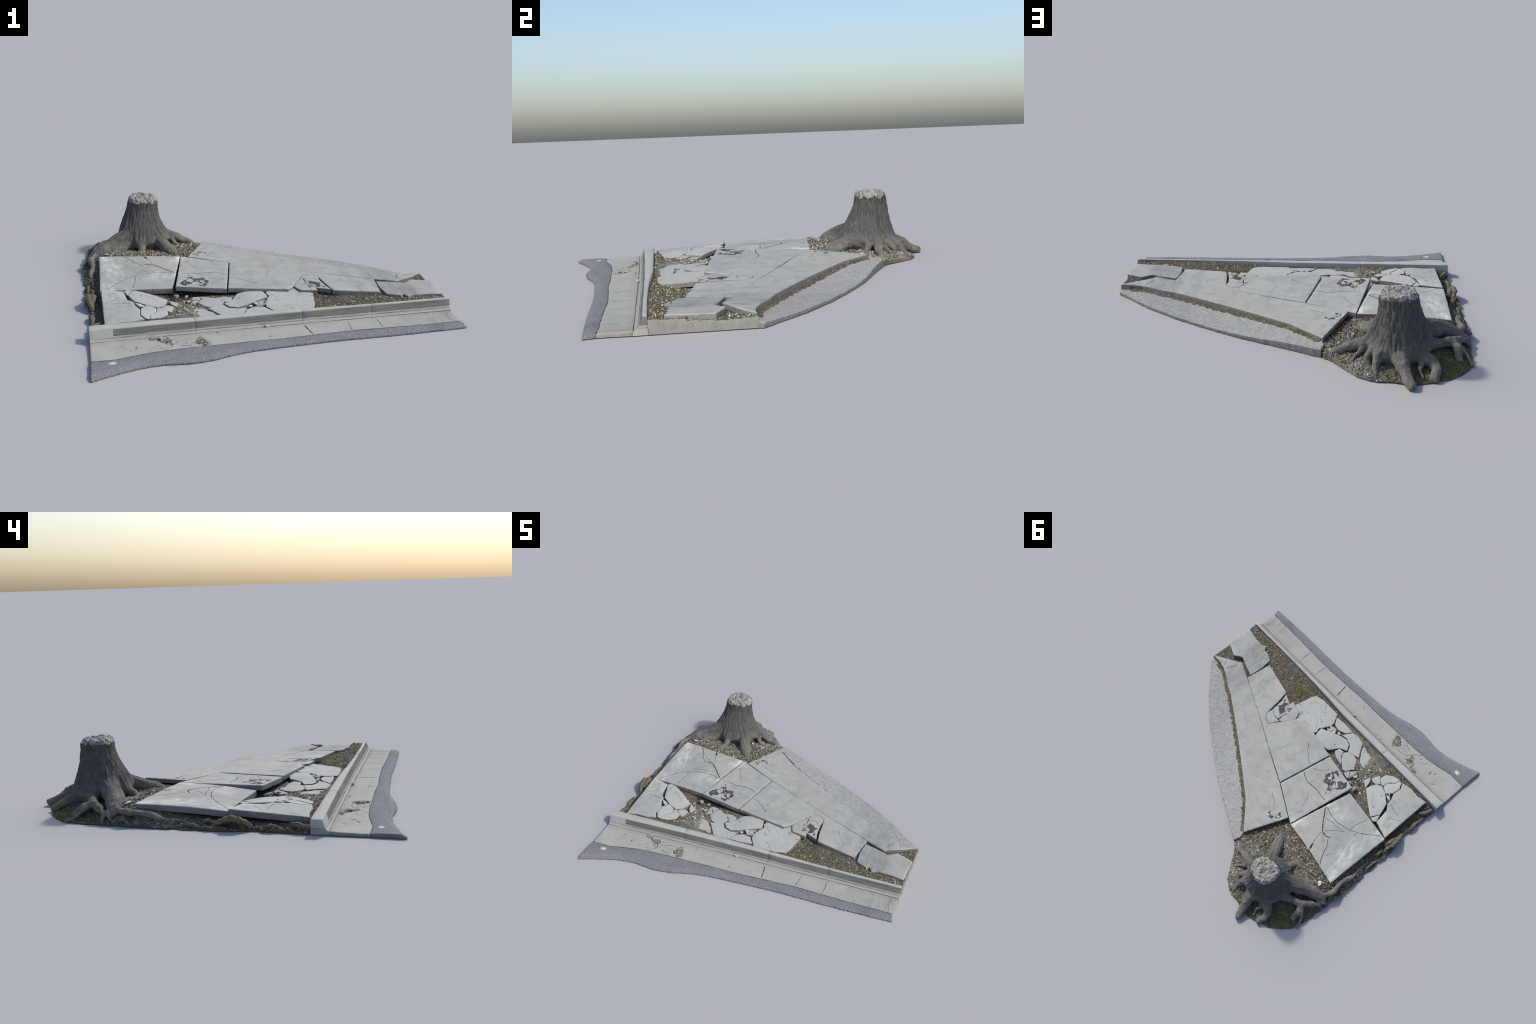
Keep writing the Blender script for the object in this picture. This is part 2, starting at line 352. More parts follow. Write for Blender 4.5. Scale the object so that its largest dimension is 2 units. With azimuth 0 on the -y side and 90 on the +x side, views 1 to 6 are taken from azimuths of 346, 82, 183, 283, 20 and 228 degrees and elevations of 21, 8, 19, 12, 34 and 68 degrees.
def plate(name, outline, ztop, mats, thick=None, zbot=None, cracks=(), flakes=(), pales=(), pits=(), grid=.015, bevel=.003,
          step=.012, jit=.0010, bump=.0012, parent=None, seed=1, drop=None):
    """A slab with a rounded, slightly chipped rim; cracks are V-grooves cut into its top, flakes are
    crisp-edged skins of another material, pits are sunken patches filled with soil.
    mats = top, side, crack, flake, soil."""
    rng = random.Random(seed)
    outline = [tuple(p) for p in outline]
    if area(outline) < 0: outline = outline[::-1]
    O = resample(outline, step, True, jit, rng)
    I = offset(O, bevel)
    pts = [tuple(p) for p in I]; edges = [(i, (i + 1) % len(I)) for i in range(len(I))]
    near = []; lines = []
    for ck in cracks:
        w, dep, pl = ck
        L = resample(pl, .008, False, .0014, rng)
        ok = in_poly(L, I) & (poly_dist(L, I) > .0022)
        runs, cur = [], []
        for p, k in zip(L, ok):
            if k: cur.append(p)
            elif cur: runs.append(cur); cur = []
        if cur: runs.append(cur)
        for run in runs:
            if len(run) < 3: continue
            R = np.array(run); T = np.gradient(R, axis=0); T /= np.maximum(np.linalg.norm(T, axis=1), 1e-9)[:, None]
            Nn = np.stack([-T[:, 1], T[:, 0]], 1); n = len(R)
            hw = np.array([w * 1.3 * rng.uniform(.55, 1.35) for _ in range(n)])
            hw[0] *= .35; hw[-1] *= .35
            base = len(pts)
            for i in range(n):
                for s in (-1, 0, 1):
                    pts.append(tuple(R[i] + Nn[i] * hw[i] * s))
            for i in range(n - 1):
                for s in range(3): edges.append((base + 3 * i + s, base + 3 * i + 3 + s))
            for i in (0, n - 1): edges += [(base + 3 * i, base + 3 * i + 1), (base + 3 * i + 1, base + 3 * i + 2)]
            lines.append((R, hw, dep)); near.append(R)
    kept_flakes = []
    for gi, group in enumerate((flakes, pales, pits)):
        for poly in group:
            A = np.array(poly)
            if not (in_poly(A, I).all() and poly_dist(A, I).min() > .0015): 
                c = A.mean(0); A = np.array([p if (in_poly([p], I)[0] and poly_dist([p], I)[0] > .0015) else None for p in A if True], dtype=object)
                A = [p for p in A if p is not None]
                if len(A) < 3: continue
                A = np.array([list(p) for p in A], float)
            base = len(pts); pts += [tuple(p) for p in A]
            edges += [(base + i, base + (i + 1) % len(A)) for i in range(len(A))]
            kept_flakes.append((A, gi == 2, (3, 5, 4)[gi]))
    lo, hi = I.min(0), I.max(0)
    gx, gy = np.meshgrid(np.arange(lo[0], hi[0], grid), np.arange(lo[1], hi[1], grid))
    gr = np.random.default_rng(seed)
    G = np.stack([gx.ravel(), gy.ravel()], 1) + gr.uniform(-.25, .25, (gx.size, 2)) * grid
    if len(G):
        k = in_poly(G, I); G = G[k]
        if len(G): G = G[poly_dist(G, I) > grid * .35]
        for R in near:
            if len(G): G = G[line_dist(G, R) > .0045]
        pts += [tuple(p) for p in G]
    V, E, F, ov, oe, of = delaunay_2d_cdt([Vector(p) for p in pts], edges, [], 0, 1e-6, True)
    back = {}
    for i, src in enumerate(ov):
        for s in src: back[s] = i
    V2 = np.array([[v[0], v[1]] for v in V]); F = [f for f in F if len(f) == 3]
    C = np.array([V2[list(f)].mean(0) for f in F]); inside = in_poly(C, I)
    F = [f for f, k in zip(F, inside) if k]; C = C[inside]
    z = ztop(V2[:, 0], V2[:, 1]) + (bump * fbm(V2, 9, 3, seed * 1.7) if bump else 0)
    z = np.asarray(z, float)
    idx = np.zeros(len(F), int)
    for A, soil, mi in kept_flakes:
        k = in_poly(C, A); idx[k] = mi
        if soil:
            kv = in_poly(V2, A); z[kv] -= .004 + .003 * np.abs(fbm(V2[kv], 60, 3, seed))
    for R, hw, dep in lines:
        best = np.full(len(V2), 9.0)
        bc = np.full(len(C), 9.0)
        for i in range(len(R) - 1):
            d, t = seg_dist(V2, R[i], R[i + 1]); best = np.minimum(best, d / (hw[i] * (1 - t) + hw[i + 1] * t))
            d, t = seg_dist(C, R[i], R[i + 1]); bc = np.minimum(bc, d / (hw[i] * (1 - t) + hw[i + 1] * t))
        z -= dep * np.clip(1 - best, 0, 1)
        idx[bc < .97] = 2
    verts = [(p[0], p[1], zz) for p, zz in zip(V2, z)]
    faces = [tuple(f) if np.cross(V2[f[1]] - V2[f[0]], V2[f[2]] - V2[f[0]]) > 0 else tuple(f)[::-1] for f in F]
    idx = list(idx)
    ring = [back[i] for i in range(len(I))]
    zr = z[ring]; n = len(I)
    Ob = O + gr.uniform(-.0012, .0012, O.shape)
    zo = ztop(O[:, 0], O[:, 1])
    zl = np.full(n, zbot) if zbot is not None else zo - thick
    if drop is not None: zl = drop(O[:, 0], O[:, 1])
    mid = I + (O - I) * .72
    rings = [ring]
    for P, Z in ((mid, zr - bevel * .32), (O, np.minimum(zr - bevel, zr - .0008)), (O * .5 + Ob * .5, (zr - bevel) * .55 + zl * .45 ), (Ob, np.minimum(zl, zr - bevel - .001))):
        b = len(verts); verts += [(p[0], p[1], zz) for p, zz in zip(P, np.asarray(Z) * np.ones(n))]
        rings.append(list(range(b, b + n)))
    for q, (a, b) in enumerate(zip(rings[:-1], rings[1:])):
        for i in range(n):
            j = (i + 1) % n
            faces.append((a[j], a[i], b[i], b[j])); idx.append(0 if q < 2 else 1)
    faces.append(tuple(rings[-1][::-1])); idx.append(1)
    return make(name, verts, faces, mats, idx, parent, True, 50)

def tube(path, sides=10):
    """Closed tube through (x, y, z, r) stations, Catmull-Rom smoothed."""
    P = np.array(path, float)
    Q = np.vstack([2 * P[0] - P[1], P, 2 * P[-1] - P[-2]]); S = []
    for i in range(1, len(Q) - 2):
        for t in np.linspace(0, 1, 7)[:-1]:
            a, b, c, d = Q[i - 1], Q[i], Q[i + 1], Q[i + 2]
            S.append(.5 * ((2 * b) + (-a + c) * t + (2 * a - 5 * b + 4 * c - d) * t * t + (-a + 3 * b - 3 * c + d) * t ** 3))
    S.append(P[-1]); S = np.array(S); X = S[:, :3]; R = np.maximum(S[:, 3], .003)
    T = np.gradient(X, axis=0); T /= np.linalg.norm(T, axis=1)[:, None]
    verts, faces = [], []
    for i in range(len(X)):
        u = np.cross(T[i], (.13, .21, .97)); u /= np.linalg.norm(u); v = np.cross(T[i], u)
        for k in range(sides):
            a = math.tau * k / sides; verts.append(X[i] + R[i] * (math.cos(a) * u + math.sin(a) * v))
    for i in range(len(X) - 1):
        for k in range(sides):
            j = (k + 1) % sides
            faces.append((i * sides + k, i * sides + j, (i + 1) * sides + j, (i + 1) * sides + k))
    for i, s in ((0, -1), (len(X) - 1, 1)):
        verts.append(X[i] + T[i] * s * R[i] * .6); c = len(verts) - 1
        for k in range(sides):
            j = (k + 1) % sides
            f = (i * sides + k, i * sides + j, c)
            faces.append(f if s > 0 else f[::-1])
    return verts, faces

def union_body(pieces, voxel, smooth_n):
    """Fuse closed pieces into one smooth skin."""
    verts, faces = [], []
    for v, f in pieces:
        b = len(verts); verts += list(v); faces += [tuple(b + i for i in q) for q in f]
    o = make("fused", verts, faces, [], None, None, False)
    bm = bmesh.new(); bm.from_mesh(o.data); bmesh.ops.recalc_face_normals(bm, faces=bm.faces); bm.to_mesh(o.data); bm.free()
    r = o.modifiers.new("r", "REMESH"); r.mode = "VOXEL"; r.voxel_size = voxel
    s = o.modifiers.new("s", "SMOOTH"); s.factor = .5; s.iterations = smooth_n
    dg = bpy.context.evaluated_depsgraph_get(); ev = o.evaluated_get(dg); me = bpy.data.meshes.new_from_object(ev)
    V = np.empty(len(me.vertices) * 3); me.vertices.foreach_get("co", V); V = V.reshape(-1, 3)
    N = np.array([v.normal[:] for v in me.vertices]); F = [tuple(p.vertices) for p in me.polygons]
    bpy.data.objects.remove(o); bpy.data.meshes.remove(me)
    return V, N, F

# ------------------------------------------------------------------ materials
M_SLAB, M_EDGE, M_WORN, M_GUT = concrete_smooth(), concrete_edge(), concrete_worn(), concrete_gutter()
M_KERB, M_ASPH, M_RAMP = kerb_stone_mat(), asphalt_mat(), ramp_mat()
M_SOIL, M_SOIL_DARK, M_BASE = soil_mat(), soil_mat("crack_dirt", .5, False), cut_base_mat()
M_DUST = plain("rubble_dust", (.10, .092, .075), (.36, .35, .31), 70, .95, .8)
M_DARK_PATCH = plain("dark_jagged_patch", (.05, .05, .046), (.095, .092, .085), 40)
M_PALE = plain("pale_lime_skin", (.33, .335, .33), (.50, .50, .495), 30, .85, .2)
M_GRAVEL, M_CHIP = gravel_mat(), gravel_mat("litter_chips", 1.0)
M_STONE = stone_mat()
M_WHITE = plain("white_chip", (.56, .56, .55), (.72, .72, .71), 30)
M_TRUNK = M_ROOT = stump_mat(); M_CUT = cut_wood_mat()
SET_SLAB = [M_SLAB, M_EDGE, M_SOIL_DARK, M_DARK_PATCH, M_SOIL, M_PALE]
SET_WORN = [M_WORN, M_EDGE, M_SOIL_DARK, M_DARK_PATCH, M_SOIL, M_PALE]

# ------------------------------------------------------------------ the thing
THING = empty("broken_pavement")
THING["label"] = "cracked grey pavement heaved by tree stump roots"
THING["category"] = "street debris"

# measured heights of the slab tops
Z1 = spline_surface([(-.384, .287, .090), (-.497, -.181, .083), (-.899, -.119, .078), (-.873, .372, .095), (-.578, .166, .101), (-.763, -.009, .092), (-.62, .329, .097), (-.70, -.15, .083)], 3e-4)
Z2 = plane((-.384, .287, .090), (-.112, .133, .085), (-.202, -.266, .091), (-.485, -.21, .109), (-.245, -.012, .093), twist=True)
Z3 = plane((-.112, .133, .087), (-.195, -.266, .099), (.146, -.333, .080), (.381, -.381, .080), (.644, -.449, .071), (.677, -.255, .068), (.25, -.05, .076), twist=True)
Z5 = spline_surface([(-.339, .268, .093), (-.204, .557, .069), (.797, -.312, .066), (.995, -.202, .058), (-.112, .133, .085), (.677, -.255, .068), (.311, -.082, .075), (.335, .13, .066), (.653, -.074, .062), (.86, -.187, .0565)], 3e-4)
Z6 = plane((.979, -.545, .071), (.678, -.283, .068), (.839, -.345, .067), (.774, -.541, .070), (.99, -.353, .068))
Z4 = spline_surface([(-.892, -.124, .088), (-.897, -.528, .061), (-.728, -.329, .083), (-.516, -.373, .064), (-.539, -.291, .066), (-.62, -.22, .079), (-.678, -.516, .065), (-.56, -.47, .056), (-.72, -.17, .084), (-.82, -.33, .077)], 5e-4)
Z7 = spline_surface([(.271, -.373, .063), (.229, -.538, .052), (-.111, -.449, .059), (-.151, -.298, .069), (-.303, -.373, .055), (-.344, -.425, .050), (-.294, -.511, .047), (-.41, -.42, .046), (-.374, -.344, .050), (-.094, -.36, .071), (-.1, -.53, .051), (.1, -.35, .066)], 1e-3)

O1 = [(-.387, .287), (-.497, -.178), (-.899, -.121), (-.873, .372), (-.622, .322)]
O2 = [(-.382, .284), (-.114, .131), (-.204, -.264), (-.485, -.209)]
O3 = [(-.108, .129), (-.197, -.266), (.138, -.331), (.18, -.287), (.215, -.217), (.245, -.182), (.286, -.116), (.333, -.130), (.36, -.164),
      (.366, -.228), (.372, -.300), (.386, -.384), (.644, -.449), (.677, -.258), (.498, -.170), (.311, -.079), (.10, .029)]
O5 = [(-.341, .266), (-.206, .559), (-.034, .389), (.183, .236), (.335, .132), (.509, .019), (.653, -.072), (.733, -.111), (.808, -.157), (.864, -.184), (.923, -.196),
      (.994, -.200), (.944, -.231), (.851, -.282), (.797, -.312), (.683, -.258), (.498, -.169), (.311, -.077), (.017, .074), (-.110, .134)]
O6 = [(.990, -.353), (.977, -.545), (.893, -.527), (.810, -.523), (.776, -.540), (.757, -.505), (.728, -.508), (.701, -.498), (.668, -.475), (.662, -.389), (.678, -.287), (.756, -.314), (.833, -.345), (.890, -.307)]
P1 = [(-.894, -.125), (-.901, -.532), (-.831, -.516), (-.759, -.524), (-.692, -.509), (-.714, -.467), (-.705, -.405), (-.727, -.352), (-.732, -.316), (-.760, -.280), (-.775, -.164)]

def flake_patch(region, n, size, seed):
    rng = random.Random(seed); A = np.array(region); lo, hi = A.min(0), A.max(0); out = []; tries = 0
    while len(out) < n and tries < 4000:
        tries += 1
        p = (rng.uniform(lo[0], hi[0]), rng.uniform(lo[1], hi[1]))
        if in_poly([p], A)[0]: out.append(shard(p[0], p[1], size * rng.uniform(.3, 1.2), rng, 2.3))
    return out

PAVING = empty("paving", THING)
plate("paving_slab", O1, Z1, SET_SLAB, .032, parent=PAVING, seed=11, bevel=.0035, cracks=[
    (.0026, .006, [(-.440, .0), (-.494, .067), (-.53, .115), (-.572, .160), (-.609, .171), (-.642, .154)]),
    (.0013, .003, [(-.462, .012), (-.538, .040), (-.608, .039), (-.685, .020), (-.740, -.009), (-.78, -.039), (-.861, -.112)]),
    (.0011, .003, [(-.52, .082), (-.572, .063), (-.617, .068), (-.68, .05)]),
    (.0009, .003, [(-.582, .148), (-.626, .095), (-.68, .05)]),
    (.0011, .003, [(-.690, .016), (-.694, -.045), (-.715, -.113), (-.708, -.144)]),
    (.0016, .004, [(-.639, .169), (-.672, .212), (-.693, .269), (-.709, .302), (-.735, .340)]),
    (.0007, .002, [(-.588, .172), (-.648, .228), (-.690, .266)]),
    (.0009, .002, [(-.573, .168), (-.579, .233), (-.594, .272)]),
    (.0048, .008, [(-.592, .268), (-.602, .295), (-.611, .324)]),
    (.0006, .002, [(-.703, .278), (-.739, .223), (-.753, .173)]),
    (.0009, .002, [(-.745, -.006), (-.742, .028)]), (.0009, .002, [(-.772, -.036), (-.79, -.006)])])
plate("paving_slab", O2, Z2, SET_SLAB, .029, parent=PAVING, seed=12, cracks=[
    (.0017, .004, [(-.164, -.048), (-.205, -.024), (-.243, -.013), (-.319, -.020), (-.38, -.011), (-.424, -.006)]),
    (.0008, .002, [(-.286, .027), (-.328, .071), (-.342, .128), (-.371, .181)]),
    (.0011, .003, [(-.183, -.114), (-.224, -.129), (-.256, -.159), (-.276, -.19)])],
    flakes=flake_patch([(-.300, -.150), (-.395, -.06), (-.455, -.195), (-.335, -.225)], 12, .030, 3) + flake_patch([(-.285, -.14), (-.40, -.03), (-.465, -.195), (-.325, -.238), (-.275, -.205)], 18, .012, 9),
    pales=flake_patch([(-.300, -.150), (-.40, -.03), (-.470, -.195), (-.335, -.238), (-.28, -.21)], 26, .011, 21))
plate("paving_slab", O3, Z3, SET_SLAB, .028, parent=PAVING, seed=13, cracks=[
    (.0012, .003, [(-.021, -.229), (-.062, -.18), (-.124, -.13), (-.168, -.114)]),
    (.0006, .002, [(.063, -.129), (.074, -.07), (.097, -.012)]), (.0008, .002, [(.284, -.108), (.262, -.088)]),
    (.0005, .002, [(.48, -.22), (.50, -.28), (.53, -.32)])])
plate("paving_slab", O5, Z5, SET_SLAB, .024, parent=PAVING, seed=14, cracks=[
    (.0012, .003, [(.847, -.195), (.831, -.234), (.803, -.270)]), (.0009, .002, [(.874, -.195), (.894, -.238)]),
    (.0007, .002, [(-.12, .214), (-.164, .244), (-.211, .272)])],
    flakes=flake_patch([(-.19, .375), (-.271, .345), (-.328, .285), (-.29, .262)], 14, .013, 5), pales=flake_patch([(-.21, .36), (-.271, .345), (-.338, .275), (-.30, .258)], 9, .010, 6))
plate("paving_slab", O6, Z6, SET_SLAB, .030, parent=PAVING, seed=15, jit=.0016, cracks=[(.0007, .002, [(.735, -.334), (.716, -.419), (.735, -.488)])])
# broken slab beside the roots: one large remnant and its shattered pieces
plate("paving_slab", P1, Z4, SET_SLAB, .032, parent=PAVING, seed=16, cracks=[
    (.0010, .003, [(-.735, -.331), (-.781, -.318), (-.814, -.313), (-.852, -.303)]), (.0009, .003, [(-.802, -.235), (-.844, -.272), (-.880, -.296)])])

def frag(outline, zf, mats=SET_WORN, thick=.02, lift=0.0, tilt=(0, 0), cracks=(), seed=0, flakes=(), bevel=.0010, shrink=-.0010):
    A = np.array(outline, float)
    if area(A) < 0: A = A[::-1]
    A = offset(A, shrink); c = A.mean(0)
    z = lambda X, Y: zf(X, Y) + lift + tilt[0] * (X - c[0]) + tilt[1] * (Y - c[1])
    return plate("slab_fragment", A, z, mats, thick, parent=PAVING, seed=seed, cracks=cracks, flakes=flakes, bevel=bevel, step=.007, jit=.0015, grid=.014, bump=.0015)

FR = [
    ([(-.545, -.29), (-.641, -.214), (-.717, -.161), (-.751, -.220), (-.739, -.265), (-.727, -.308), (-.672, -.352), (-.612, -.385), (-.573, -.365), (-.555, -.326)], Z4, -.001),
    ([(-.724, -.157), (-.752, -.150), (-.770, -.167), (-.756, -.214)], Z4, -.001),
    ([(-.601, -.388), (-.562, -.419), (-.566, -.468), (-.617, -.504), (-.662, -.507), (-.657, -.473), (-.619, -.434), (-.615, -.395)], Z4, .0),
    ([(-.62, -.39), (-.623, -.431), (-.66, -.47), (-.667, -.507), (-.688, -.498), (-.708, -.457), (-.699, -.4), (-.668, -.362)], Z4, -.001),
    ([(-.519, -.381), (-.544, -.433), (-.592, -.388), (-.565, -.364), (-.542, -.362)], Z4, -.003),
    ([(-.49, -.324), (-.505, -.375), (-.528, -.345), (-.538, -.292)], Z4, -.006),
    ([(.268, -.373), (.237, -.505), (.224, -.534), (.164, -.55), (.054, -.548), (.012, -.545), (-.028, -.475), (-.019, -.427), (.015, -.367), (.006, -.333), (.02, -.30), (.20, -.29)], Z7, .001),
    ([(-.006, -.527), (-.079, -.534), (-.166, -.530), (-.141, -.485), (-.084, -.463), (-.039, -.475)], Z7, 0),
    ([(-.002, -.331), (.003, -.376), (-.062, -.406), (-.127, -.437), (-.184, -.453), (-.223, -.435), (-.246, -.393), (-.200, -.372), (-.153, -.298), (-.08, -.28), (-.02, -.28)], Z7, .002),
    ([(-.135, -.459), (-.172, -.527), (-.214, -.538), (-.277, -.522), (-.311, -.462), (-.340, -.42), (-.256, -.396), (-.232, -.441), (-.186, -.461)], Z7, 0),
    ([(-.240, -.362), (-.258, -.393), (-.294, -.414), (-.340, -.398), (-.375, -.344), (-.365, -.305), (-.330, -.27), (-.265, -.323)], Z7, -.001),
    ([(-.302, -.513), (-.395, -.492), (-.420, -.391), (-.372, -.405), (-.318, -.468)], Z7, -.002),
    ([(-.190, -.329), (-.199, -.366), (-.232, -.371), (-.245, -.337), (-.292, -.292), (-.23, -.30)], Z7, -.004),
    ([(-.35, -.261), (-.367, -.3), (-.402, -.261), (-.392, -.25)], Z7, -.003),
    ([(-.375, -.302), (-.403, -.341), (-.415, -.288), (-.41, -.258)], Z7, -.004),
    ([(-.04, -.412), (-.038, -.452), (-.075, -.455), (-.084, -.426)], Z7, -.003),
]
for i, (poly, zf, dz) in enumerate(FR):
    r = random.Random(40 + i)
    ck = {0: [(.0006, .002, [(-.60, -.31), (-.64, -.26), (-.66, -.23)])], 6: [(.0007, .002, [(.09, -.50), (.11, -.52), (.13, -.545)]), (.0006, .002, [(.02, -.34), (.06, -.39), (.09, -.41)])]}.get(i, ())
    frag(poly, zf, SET_WORN, .022 if i in (0, 6, 8) else .014, dz, (r.uniform(-.03, .03), r.uniform(-.03, .03)) if i not in (0, 6) else (0, 0), ck, 60 + i)
# splinters and crumbs of the shattered zone
rs = random.Random(77)
for i in range(26):
    x, y = ((-.385 + rs.gauss(0, .035), -.305 + rs.gauss(0, .03)), (-.44 + rs.gauss(0, .03), -.44 + rs.gauss(0, .04)), (-.66 + rs.gauss(0, .02), -.36 + rs.gauss(0, .02)), (-.06 + rs.gauss(0, .03), -.43 + rs.gauss(0, .012)))[i % 4]
    if any(in_poly([(x, y)], f[0])[0] for f in FR) and i % 4 < 2: continue
    zf = Z4 if x < -.5 else Z7
    zz = float(np.atleast_1d(zf(np.array([x]), np.array([y])))[0]) - .002 + (.006 if x < -.36 and x > -.5 else 0)
    if in_poly([(x, y)], O1)[0] or in_poly([(x, y)], O2)[0]: continue
    frag(shard(x, y, rs.uniform(.008, .017), rs, 1.9), lambda X, Y, z=zz: z + 0 * X, SET_WORN, .010, 0, (rs.uniform(-.35, .35), rs.uniform(-.35, .35)), (), 300 + i, (), .0012)
# pieces snapped out of the middle slab's edge
ZC = lambda X, Y: .080 + 0 * X
frag([(.296, -.334), (.294, -.367), (.205, -.345), (.184, -.292), (.222, -.200), (.257, -.192), (.265, -.265)], lambda X, Y: .079 + .06 * (Y + .19) * 0 + 0 * X, SET_SLAB, .026, 0, (0, 0), (), 90, flake_patch([(.25, -.33), (.28, -.34), (.28, -.29), (.25, -.25)], 4, .008, 2), .0012, -.0018)
frag([(.352, -.232), (.313, -.196), (.269, -.195), (.267, -.265), (.299, -.332), (.372, -.372), (.356, -.304)], lambda X, Y: .0795 + 0 * X, SET_SLAB, .026, 0, (-.04, -.03), (), 91, flake_patch([(.335, -.255), (.29, -.27), (.30, -.32), (.36, -.35), (.345, -.30)], 7, .022, 4), .0012, -.0018)
frag([(.357, -.166), (.332, -.133), (.287, -.119), (.248, -.186), (.262, -.187), (.313, -.190), (.352, -.226)], Z3, SET_SLAB, .024, 0, (0, 0), (), 92, (), .0012, -.0015)

# ------------------------------------------------------------------ kerb
KERB = empty("kerb", THING)
def kerb_inner(x):
    return np.interp(x, [-.98, -.70, -.44, -.03, .135, .30, .50, .75, .98], [-.545, -.551, -.558, -.567, -.581, -.590, -.598, -.604, -.607])
def kerb_outer(x):
    return np.interp(x, [-.98, -.44, .136, .98], [-.604, -.604, -.609, -.625])
def kerb_stone(x0, x1, seed):
    rng = random.Random(seed); n = max(8, int((x1 - x0) / .012)); rings = []
    for i in range(n + 1):
        x = x0 + (x1 - x0) * i / n
        yi, yo = kerb_inner(x), kerb_outer(x); top = .0775 + .0012 * noise.noise(Vector((x * 9, 2.2, seed)))
        end = min(i, n - i); pinch = {0: .0025, 1: .0006}.get(end, 0)
        ch = rng.uniform(0, .0012) + (.004 if rng.random() < .03 else 0)
        r = .0045 + ch
        q = np.interp(x, [-.98, .98], [1.05, 1.3])
        prof = [(yi, 0), (yi, top - .006), (yi - .0012, top - .002), (yi - .005, top)]
        m = yi - .005
        prof += [(min(m - .001, yo + r), top), (yo + r * .25, top - r * .3), (yo, top - r), (yo - .006 * q, .055), (yo - .011 * q, .036), (yo - .0125 * q, .032), (yo - .0135 * q, .0285), (yo - .018 * q, .0255),
                 (yo - .020 * q, .021), (yo - .027 * q, .0172), (yo - .028 * q, .004), (yo - .028 * q, 0)]
        ring = []
        for y, z in prof:
            zc = z - pinch if z > .03 else z
            ring.append((x, y + (pinch * .7 if y < yo + .002 and z > .03 else 0) + .0006 * noise.noise(Vector((x * 40, y * 60, z * 60))), max(zc, 0)))
        rings.append(ring)
    k = len(rings[0]); verts = [v for r in rings for v in r]; faces = []
    for i in range(n):
        for j in range(k):
            jj = (j + 1) % k
            faces.append((i * k + j, i * k + jj, (i + 1) * k + jj, (i + 1) * k + j))
    faces.append(tuple(range(k))[::-1]); faces.append(tuple(range(n * k, n * k + k)))
    o = make("kerb_stone", verts, faces, [M_KERB], None, KERB, True, 40)
    bm = bmesh.new(); bm.from_mesh(o.data); bmesh.ops.recalc_face_normals(bm, faces=bm.faces); bm.to_mesh(o.data); bm.free()
    return o
JOINTS = [-.983, -.442, .136, .526, .981]
for i, (a, b) in enumerate(zip(JOINTS[:-1], JOINTS[1:])):
    kerb_stone(a + (.0008 if i else 0), b - .0008, 200 + i)

# ------------------------------------------------------------------ gutter apron and road strip
BORDER = [(-.989, -.825), (-.864, -.827), (-.749, -.803), (-.683, -.791), (-.637, -.788), (-.508, -.782), (-.438, -.784), (-.185, -.781), (-.035, -.786), (.17, -.779), (.375, -.774), (.556, -.783), (.769, -.790), (.858, -.789), (.970, -.796)]
OUTER = [(.981, -.844), (.81, -.846), (.634, -.847), (.45, -.844), (.26, -.839), (.126, -.843), (-.018, -.847), (-.13, -.853), (-.20, -.858), (-.275, -.868), (-.33, -.884), (-.39, -.902), (-.458, -.911), (-.51, -.914), (-.577, -.908), (-.64, -.899), (-.69, -.901), (-.745, -.910), (-.865, -.944), (-.93, -.966), (-.998, -.993)]
ZG = lambda X, Y: np.interp(Y, [-.84, -.76, -.70, -.655, -.63], [.0150, .0150, .0160, .0185, .0195])
rubble_zone = [(-.394, -.764), (-.405, -.716), (-.425, -.672), (-.453, -.690), (-.47, -.725), (-.533, -.715), (-.572, -.675), (-.60, -.664), (-.648, -.672), (-.628, -.70), (-.600, -.735), (-.575, -.742), (-.541, -.735), (-.48, -.745), (-.44, -.765)]
plate("gutter", [(-.985, -.630), (-.44, -.634), (.136, -.642), (.978, -.658)][::-1] + BORDER, ZG, [M_GUT, M_BASE, M_SOIL_DARK, M_DARK_PATCH, M_DUST], zbot=0.0, parent=THING, seed=21, grid=.016, bevel=.0025, bump=.0012, cracks=[
    (.0022, .005, [(.133, -.668), (.138, -.69), (.142, -.73), (.150, -.776)]), (.0013, .003, [(.372, -.668), (.370, -.71), (.367, -.770)]),
    (.0012, .003, [(.536, -.670), (.538, -.72), (.534, -.780)]), (.0006, .002, [(.935, -.68), (.93, -.73), (.945, -.785)]),
    (.0012, .003, [(-.47, -.725), (-.50, -.76), (-.545, -.74)]), (.0012, .003, [(-.455, -.69), (-.50, -.685), (-.55, -.70), (-.575, -.735)]), (.0012, .003, [(-.575, -.742), (-.62, -.775), (-.642, -.784)]),
    (.0010, .003, [(-.40, -.75), (-.44, -.735), (-.47, -.725)]), (.0008, .003, [(-.47, -.70), (-.49, -.72), (-.53, -.71)]), (.0009, .003, [(-.50, -.76), (-.49, -.775), (-.46, -.779)]), (.0006, .002, [(-.64, -.72), (-.68, -.74), (-.70, -.77)])],
    pits=[rubble_zone[:5] + [(-.46, -.745), (-.42, -.775)], [(-.572, -.675), (-.60, -.664), (-.648, -.672), (-.628, -.70), (-.600, -.735), (-.575, -.738), (-.585, -.70)]] +
         [shard(x, y, s, random.Random(i), 1.3) for i, (x, y, s) in enumerate([(-.764, -.725, .008), (-.841, -.684, .007), (-.862, -.75, .005), (-.645, -.757, .006), (-.2, -.71, .004), (-.08, -.74, .004), (.62, -.757, .004), (-.30, -.66, .006), (-.79, -.745, .005), (-.27, -.735, .005)])])
